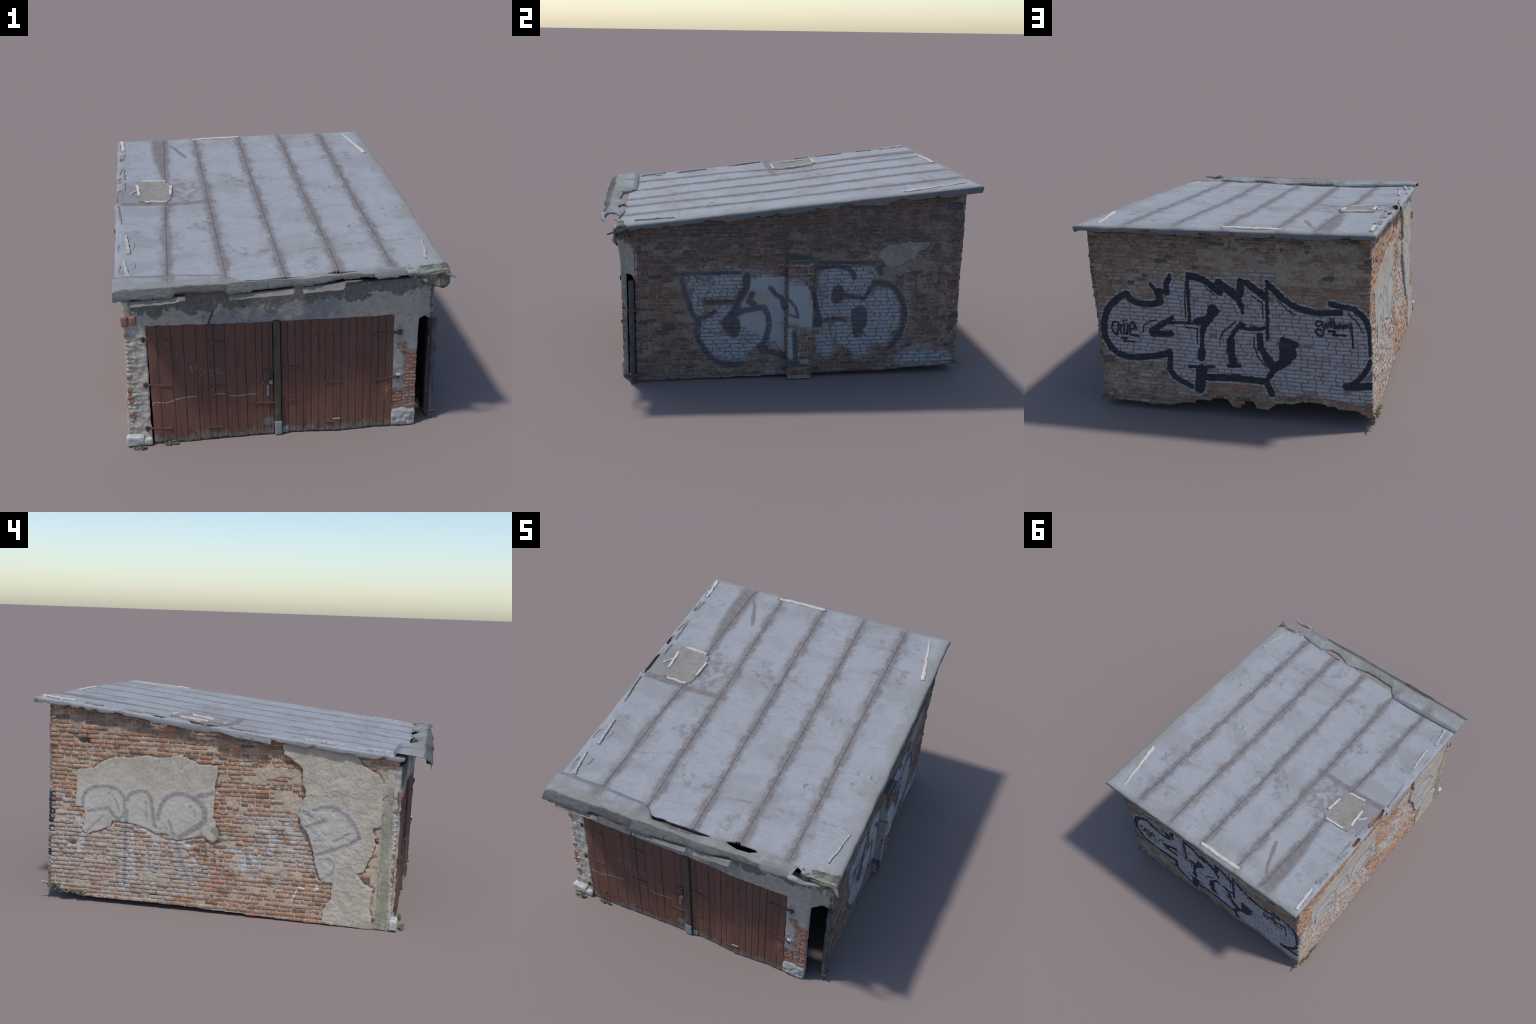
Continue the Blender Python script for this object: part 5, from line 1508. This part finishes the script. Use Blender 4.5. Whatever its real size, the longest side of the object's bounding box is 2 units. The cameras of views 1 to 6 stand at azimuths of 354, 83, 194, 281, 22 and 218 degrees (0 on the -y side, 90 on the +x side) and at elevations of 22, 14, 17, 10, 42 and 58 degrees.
tuft((-0.778, 0.905, 0.072), (0.005, 0.020, 0.006), 34, 161)
tuft((-0.782, 0.84, 0.050), (0.004, 0.022, 0.005), 34, 162)
tuft((-0.780, 0.755, 0.038), (0.004, 0.018, 0.004), 26, 163)
tuft((-0.575, -0.880, 0.010), (0.020, 0.003, 0.004), 34, 164)
tuft((-0.725, -0.895, 0.006), (0.012, 0.006, 0.003), 24, 165)
tuft((-0.782, -0.85, 0.010), (0.003, 0.010, 0.006), 20, 166)
stick("root_scrap", (-0.772, 0.925, 0.078), (-0.790, 0.962, 0.092), 0.008, 0.006, MAT["batten_old"], garage, (1, 0.4), 31)
stick("root_scrap", (0.700, 0.900, 0.060), (0.708, 0.935, 0.040), 0.020, 0.006, MAT["timber"], garage, (1, 0.15), 32)


# ------------------------------------------------------------------ roof skin
XL, XR, YB = -0.784, 0.750, 0.989
RIM = 0.022


def front_line(x):
    return -0.866 - 0.018 * sstep(0.33, 0.37, x) - 0.012 * sstep(0.07, 0.12, x) * sstep(0.21, 0.17, x) - 0.028 * sstep(0.565, 0.60, x) + 0.004 * fbm(np.asarray(x) * 24, 3.0, 0, 3, 171)


def roof_place(s, t, n):
    """s across with the side rims folded down, t from the front (0) to the back (1) and over the back rim."""
    s, t, n = np.broadcast_arrays(np.asarray(s, float), np.asarray(t, float), np.asarray(n, float))
    tb = np.clip(t, 0, 1)
    over_y = np.maximum(t - 1, 0)
    yl = front_line(np.clip(s, XL, XR)) * (1 - tb) + (YB + 0.003 * fbm(s * 12, 5.0, 0, 3, 172)) * tb
    xl = XL + 0.004 * fbm(yl * 9, 1.0, 0, 3, 173)
    xr = XR + 0.010 * sstep(0.8, -0.2, yl) - 0.004 * sstep(0.85, 0.98, yl) + 0.004 * fbm(yl * 9, 2.0, 0, 3, 174)
    x = np.clip(s, xl, xr)
    over_x = np.abs(s - x)
    over = np.maximum(over_x, over_y)
    drop_k = 1.0 + 0.30 * fbm(yl * 12 + s * 12, 7.0, 0, 3, 175) + 0.35 * sstep(0.1, 0.3, vnoise(yl * 6 + s * 6, 4.0, 0, 176)) - 0.4 * sstep(0.45, 0.6, vnoise(yl * 30 + s * 30, 9.0, 0, 177))
    rollin = 0.006 * np.sin(np.clip(over / 0.012, 0, 1) * np.pi / 2) - 0.22 * np.maximum(over - 0.012, 0)
    sx, sy = np.sign(s - x) * (over_x > 0), (over_y > 0) * 1.0
    near = np.minimum(np.minimum(x - xl, xr - x), (1 - tb) * 1.85 + 0.0)
    soft = 0.006 * np.exp(-np.maximum(near, 0) / 0.012)
    z = roof_z(x, yl) - over * drop_k * 0.86 - soft * (over < 1e-9) - 0.006 * (over > 0)
    return np.stack([x + sx * rollin, yl + sy * rollin, z + n], -1)


def roof_skin(s, t, d):
    y = front_line(s) * (1 - np.clip(t, 0, 1)) + YB * np.clip(t, 0, 1)
    inside = ((s > XL) & (s < XR + 0.01) & (t < 1)) * 1.0
    n = 0.0018 * fbm(s * 6, y * 3, 0, 3, 181) + 0.0011 * fbm(s * 28, y * 14, 1, 4, 182)
    for i, (a, b) in enumerate(SEAMS):
        q = s - (a + b * y) - 0.003 * vnoise(y * 9, i * 7.7, 0, 183)
        step = 0.0036 * sstep(0.004, -0.004, q) * sstep(-0.12, -0.01, q)
        n = n + step + 0.0024 * np.exp(-((q - 0.006) / 0.009) ** 2) * (0.6 + 0.6 * vnoise(y * 22, i * 3.1, 0, 184))
    for du, dv, r, k in ((0.405, -0.397, 0.022, 0.007), (0.43, -0.42, 0.010, 0.004), (0.371, 0.074, 0.020, 0.005), (0.33, 0.10, 0.014, 0.004), (0.40, 0.11, 0.016, 0.005), (0.44, 0.04, 0.010, 0.004), (0.30, 0.05, 0.012, 0.003), (0.62, -0.30, 0.016, 0.004), (0.70, -0.22, 0.02, 0.006), (0.50, -0.42, 0.012, 0.004)):
        w = np.hypot((s - du) / r, (y - dv) / (r * 0.7)) + 0.5 * fbm(s * 70, y * 70, 2, 2, 185)
        k = 1.5 * k
        n = n - k * sstep(1.0, 0.4, w) + 0.5 * k * np.exp(-((w - 1.25) / 0.35) ** 2)
    edge = sstep(-0.72, -0.775, s)
    n = n + edge * (0.0030 * fbm(s * 60, y * 40, 3, 3, 186))
    n = n - 0.030 * sstep(0.62, 0.75, s) * sstep(-0.86, -0.905, y) * sstep(0.0, 0.1, 0.1)
    return n * np.where(inside > 0, 1.0, 0.4)


def roof_cut(s, t):
    y = front_line(s) * (1 - np.clip(t, 0, 1)) + YB * np.clip(t, 0, 1)
    d = np.minimum(np.minimum(s - (XL - RIM), XR + 0.012 + RIM - s), np.minimum(t * 1.85, (1 + RIM - t)))
    wob = 0.30 * fbm(s * 55, y * 55, 0, 3, 191)
    for cu, cv, ru, rv in ((-0.771, 0.338, 0.013, 0.045), (-0.769, 0.120, 0.019, 0.098)):
        q = np.hypot((s - cu) / ru, (y - cv) / rv) + wob
        d = np.minimum(d, (q - 1) * ru)
    for cu, cv, ru, rv in ((0.655, -0.880, 0.035, 0.014), (0.24, -0.862, 0.035, 0.006)):
        q = np.hypot((s - cu) / ru, (y - cv) / rv) + wob
        d = np.minimum(d, (q - 1) * rv)
    return d


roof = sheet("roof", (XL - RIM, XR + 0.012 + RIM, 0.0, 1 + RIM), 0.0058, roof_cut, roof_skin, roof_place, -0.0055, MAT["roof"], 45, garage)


def on_roof(x, y, lift=0.0):
    return (x, y, float(roof_z(x, y)) + lift)


# ------------------------------------------------------------------ loose flap of sheeting along the front edge
FLAP = [  # x, back edge y, step height, knee y, knee z, lip y, lip z
    (-0.794, -0.818, 0.017, -0.958, 0.864, -0.990, 0.828), (-0.74, -0.812, 0.022, -0.960, 0.866, -0.994, 0.830), (-0.53, -0.809, 0.024, -0.964, 0.866, -0.995, 0.828),
    (-0.515, -0.810, 0.024, -0.962, 0.865, -0.987, 0.846), (-0.40, -0.812, 0.022, -0.962, 0.863, -0.988, 0.842), (-0.30, -0.816, 0.019, -0.964, 0.861, -0.989, 0.841),
    (-0.285, -0.820, 0.018, -0.966, 0.862, -0.993, 0.829), (-0.255, -0.848, 0.020, -0.968, 0.864, -0.994, 0.829), (-0.215, -0.895, 0.022, -0.970, 0.864, -0.994, 0.830),
    (-0.10, -0.910, 0.020, -0.972, 0.864, -0.992, 0.834), (0.00, -0.906, 0.020, -0.972, 0.862, -0.990, 0.844), (0.02, -0.900, 0.020, -0.972, 0.862, -0.990, 0.838), (0.10, -0.882, 0.016, -0.972, 0.862, -0.991, 0.840),
    (0.15, -0.866, 0.014, -0.970, 0.863, -0.988, 0.842), (0.20, -0.890, 0.016, -0.966, 0.864, -0.982, 0.853), (0.25, -0.906, 0.019, -0.962, 0.864, -0.977, 0.853), (0.32, -0.902, 0.019, -0.958, 0.864, -0.974, 0.852),
    (0.385, -0.868, 0.018, -0.954, 0.864, -0.972, 0.850), (0.40, -0.868, 0.021, -0.952, 0.867, -0.970, 0.841), (0.50, -0.872, 0.022, -0.952, 0.869, -0.970, 0.843), (0.556, -0.886, 0.021, -0.953, 0.870, -0.970, 0.850)]
FT = np.array(FLAP)


def flap_section(x):
    row = [float(np.interp(x, FT[:, 0], FT[:, k])) for k in range(1, 7)]
    yb, h, yk, zk, yf, zf = row
    lo = float(roof_z(x, max(yb, -0.866))) - 0.004
    jit = 0.0050 * float(fbm(x * 60, 1.0, 0, 4, 201)) + 0.004 * float(sstep(0.1, 0.3, vnoise(x * 26, 3.0, 0, 204)))
    wav = 0.0040 * float(fbm(x * 14, 2.0, 0, 4, 202))
    yf += 0.007 * float(fbm(x * 7, 5.0, 0, 3, 205))
    yk += 0.006 * float(fbm(x * 9, 6.0, 0, 3, 206))
    h *= 0.85
    ctrl = [(yb - 0.001 + jit * 0.6, lo + 0.003 * float(vnoise(x * 80, 0, 0, 203))), (yb - 0.004 + jit * 0.3, lo + h * 0.75), (yb - 0.012, lo + h + wav), (yb * 0.6 + yk * 0.4, (lo + h) * 0.6 + zk * 0.4 + 0.001 + wav), (yk + 0.010, zk + 0.001 + wav), (yk, zk - 0.003), (yf + 0.004, zf + 0.012), (yf + jit * 0.3, zf + jit)]
    c = np.array(ctrl)
    f = np.linspace(0, len(c) - 1, 26)
    return np.stack([np.interp(f, np.arange(len(c)), c[:, k]) for k in (0, 1)], 1)


def loft(name, xs, section, mat, parent, thick=0.004, smooth=50):
    rows = [section(x) for x in xs]
    m = len(rows[0])
    vs = np.array([(p[0] if len(p) == 3 else x, p[-2], p[-1]) for x, r in zip(xs, rows) for p in r])
    idx = np.arange(len(xs) * m).reshape(len(xs), m)
    q = np.stack([idx[:-1, :-1], idx[1:, :-1], idx[1:, 1:], idx[:-1, 1:]], -1).reshape(-1, 4)
    o = mesh_from(name, vs, q, mat, smooth, parent)
    md = o.modifiers.new("Solidify", "SOLIDIFY")
    md.thickness, md.offset = thick, 0.0
    return o


flap_x = np.unique(np.concatenate([np.linspace(-0.794, 0.556, 250), FT[:, 0]]))
loft("roof_flap", flap_x, flap_section, MAT["flap"], roof, 0.004, 28)

# rolled, torn strip at the right end of the flap, running out into a thin tail
roll = [(0.548 + 0.150 * f, -0.968 - 0.005 * math.sin(f * 5), 0.860 - 0.006 * f + 0.004 * math.sin(f * 9)) for f in np.linspace(0, 1, 20)]
tube("torn_roll", roll, 0.01, MAT["metal"], roof, 10, [0.013 * (1 - f) ** 0.7 + 0.0025 for f in np.linspace(0, 1, 20)])
tube("torn_roll", [(0.548, -0.962, 0.862), (0.556, -0.94, 0.872), (0.562, -0.915, 0.874), (0.570, -0.900, 0.872)], 0.006, MAT["metal"], roof, 8, [0.008, 0.006, 0.004, 0.002])

# strips of the old gutter sheet showing below the flap
def gutter(x0, x1, y, z, h, tail, seed):
    def sec(x):
        f = (x - x0) / (x1 - x0)
        j = 0.003 * float(fbm(x * 50, seed, 0, 3, 211))
        k = 1.0 if f < 1 - tail else max(0.12, (1 - f) / tail)
        dz = 0.012 * f
        return np.array([(y + 0.026, z + h + dz * 0.5), (y + 0.006, z + h * 0.8 + dz * 0.5), (y + 0.002, z + (h * 0.35 + j) * k + dz * 0.5), (y - 0.003, z + j + (1 - k) * h * 0.4 + dz * 0.5), (y - 0.001, z + j - 0.003 * k + (1 - k) * h * 0.4 + dz * 0.5)])
    return loft("gutter_strip", np.linspace(x0, x1, 50), sec, MAT["gutter"], roof, 0.003)


gutter(-0.722, -0.472, -0.990, 0.800, 0.026, 0.22, 1)
gutter(-0.276, 0.020, -0.991, 0.801, 0.024, 0.0, 2)
gutter(0.060, 0.256, -0.990, 0.806, 0.030, 0.06, 3)
block("gutter_rim", (-0.270, -0.9935, 0.7995), (0.010, -0.984, 0.8055), MAT["front_brick"], roof, 0.002, 0.002, 0.01, 7)

# drooping flashing at the front right corner


def flashing(x):
    f = (x - 0.575) / 0.215
    low = float(np.interp(f, [0, 0.25, 0.5, 0.76, 0.92, 1], [0.822, 0.790, 0.766, 0.738, 0.752, 0.800]))
    out = float(np.interp(f, [0, 0.4, 0.76, 1], [-0.903, -0.912, -0.912, -0.916]))
    j = 0.007 * float(fbm(x * 40, 4.0, 0, 4, 221))
    w2, w3 = 0.012 * float(fbm(x * 34, 6.0, 0, 3, 222)), 0.012 * float(fbm(x * 34, 8.0, 0, 3, 223))
    top = float(roof_z(min(x, 0.77), -0.862)) - 0.012 * max(0, f - 0.85) / 0.15
    hole = 0.02 * math.exp(-((f - 0.3) / 0.16) ** 2)
    return np.array([(x, -0.852, top - 0.003), (x, -0.885 - hole, top - 0.004 - hole * 0.3), (x, out + 0.012, top - 0.014 + j), (x + 0.002, out + w2 * 0.5, top - 0.026 + j), (x + 0.004, out + 0.008 + w3, top - 0.05 + j), (x + 0.003, out + 0.002 + w2 - j, low + 0.35 * (top - 0.05 - low) + w3), (x - 0.004, out + 0.016 + w3, low + 1.6 * j)])


loft("corner_flashing", np.linspace(0.580, 0.768, 40), flashing, MAT["corner"], roof, 0.005, 20)
stick("flashing_spike", (0.758, -0.905, 0.812), (0.788, -0.944, 0.805), 0.026, 0.010, MAT["roof_edge"], roof, (1.0, 0.1), 41)

# strip of sheeting hanging off the left edge
def hanging(y):
    f = (0.03 - y) / 0.26
    z = float(np.interp(f, [0, 0.3, 1], [0.930, 0.908, 0.884]))
    j = 0.003 * float(fbm(y * 50, 3.0, 0, 2, 231))
    return [(-0.782, y, z + 0.020 * (1 - f * 0.4)), (-0.795, y, z + 0.012), (-0.797, y, z + j), (-0.790, y, z - 0.008 + j)]


hs = [hanging(y) for y in np.linspace(0.03, -0.225, 40)]
hv = np.array([p for r in hs for p in r])
hi_ = np.arange(len(hv)).reshape(40, 4)
ho = mesh_from("hanging_strip", hv, np.stack([hi_[:-1, :-1], hi_[1:, :-1], hi_[1:, 1:], hi_[:-1, 1:]], -1).reshape(-1, 4), MAT["roof"], 50, roof)
ho.modifiers.new("Solidify", "SOLIDIFY").thickness = 0.004

# ------------------------------------------------------------------ repair board and battens
bc = [(-0.488, 0.300), (-0.494, 0.090), (-0.505, 0.060), (-0.560, 0.050), (-0.664, 0.050), (-0.683, 0.316)]
BOARD = P(*bc)
sheet("repair_board", (-0.70, -0.47, 0.03, 0.33), 0.006, lambda u, v: poly_sdf(u, v, BOARD) + 0.0018 * fbm(u * 40, v * 40, 0, 3, 241),
      lambda u, v, d: 0.005 + 0.0012 * fbm(u * 14, v * 14, 0, 3, 242), lambda u, v, n: np.stack([u, v, roof_z(u, v) + n], -1), -0.001, MAT["board"], 50, roof)
for a, b, w, h, m, tp in (
        ((-0.487, 0.246), (-0.493, 0.130), 0.012, 0.010, "batten", (1, 1)), ((-0.517, 0.051), (-0.634, 0.044), 0.012, 0.009, "batten", (1, 1)),
        ((-0.664, 0.120), (-0.674, 0.262), 0.014, 0.010, "batten", (1, 0.9)), ((-0.515, 0.310), (-0.645, 0.312), 0.013, 0.010, "batten", (1, 1)),
        ((-0.680, 0.193), (-0.718, 0.146), 0.013, 0.009, "batten_old", (1, 0.8)),
        ((-0.326, 0.952), (-0.030, 0.957), 0.018, 0.010, "batten", (1, 1)), ((0.640, 0.936), (0.706, 0.586), 0.019, 0.010, "batten", (0.35, 1.0)),
        ((0.719, -0.608), (0.681, -0.808), 0.010, 0.010, "batten_old", (0.7, 1)),
        ((-0.746, 0.355), (-0.750, 0.535), 0.012, 0.008, "torn", (1, 0.6)), ((-0.745, 0.305), (-0.745, 0.212), 0.012, 0.008, "torn", (1, 0.8)),
        ((-0.764, 0.635), (-0.748, 0.735), 0.013, 0.009, "torn", (0.8, 1)), ((-0.750, 0.785), (-0.764, 0.955), 0.015, 0.011, "batten", (0.9, 1.1)),
        ((-0.760, -0.225), (-0.778, -0.010), 0.010, 0.008, "torn", (0.6, 1)), ((-0.722, -0.565), (-0.735, -0.371), 0.014, 0.013, "batten_old", (1, 0.8)),
        ((-0.724, -0.800), (-0.744, -0.639), 0.014, 0.012, "batten_old", (1, 0.7))):
    lift = 0.004 if (m == "batten" and -0.70 < a[0] < -0.48 and a[1] < 0.32) else 0.0
    stick("batten", on_roof(*a, lift), on_roof(*b, lift), w * 1.2, h, MAT[m], roof, tp, seed=int(abs(a[0] * 971 + a[1] * 313)) % 97, rough=0.003, sink=0.003)

# peeled flakes of sheeting beside the old battens
for i, (x, y) in enumerate(((-0.775, 0.90), (-0.770, 0.82), (-0.772, 0.69), (-0.768, 0.47), (-0.772, -0.50), (-0.768, -0.72), (-0.700, -0.48), (-0.70, -0.70))):
    stick("peeled_flake", on_roof(x, y - 0.035), on_roof(x + 0.006, y + 0.035), 0.011, 0.005, MAT["torn"], roof, (0.4, 1.0), 60 + i, rough=0.008, sink=0.002)

# rafter ends below the back eave
for x in (0.640, 0.250, -0.205, -0.680):
    block("rafter", (x - 0.026, 0.885, 0.985 - 0.006 * x), (x + 0.026, 0.945, 1.025 - 0.006 * x), MAT["timber"], garage, 0.002, 0.004, 0.015, int(x * 50) + 40)
block("wedge_stone", (0.700, 0.845, 0.905), (0.724, 0.900, 0.940), MAT["pipe"], garage, 0.003, 0.006, 0.01, 61)

bpy.context.view_layer.update()
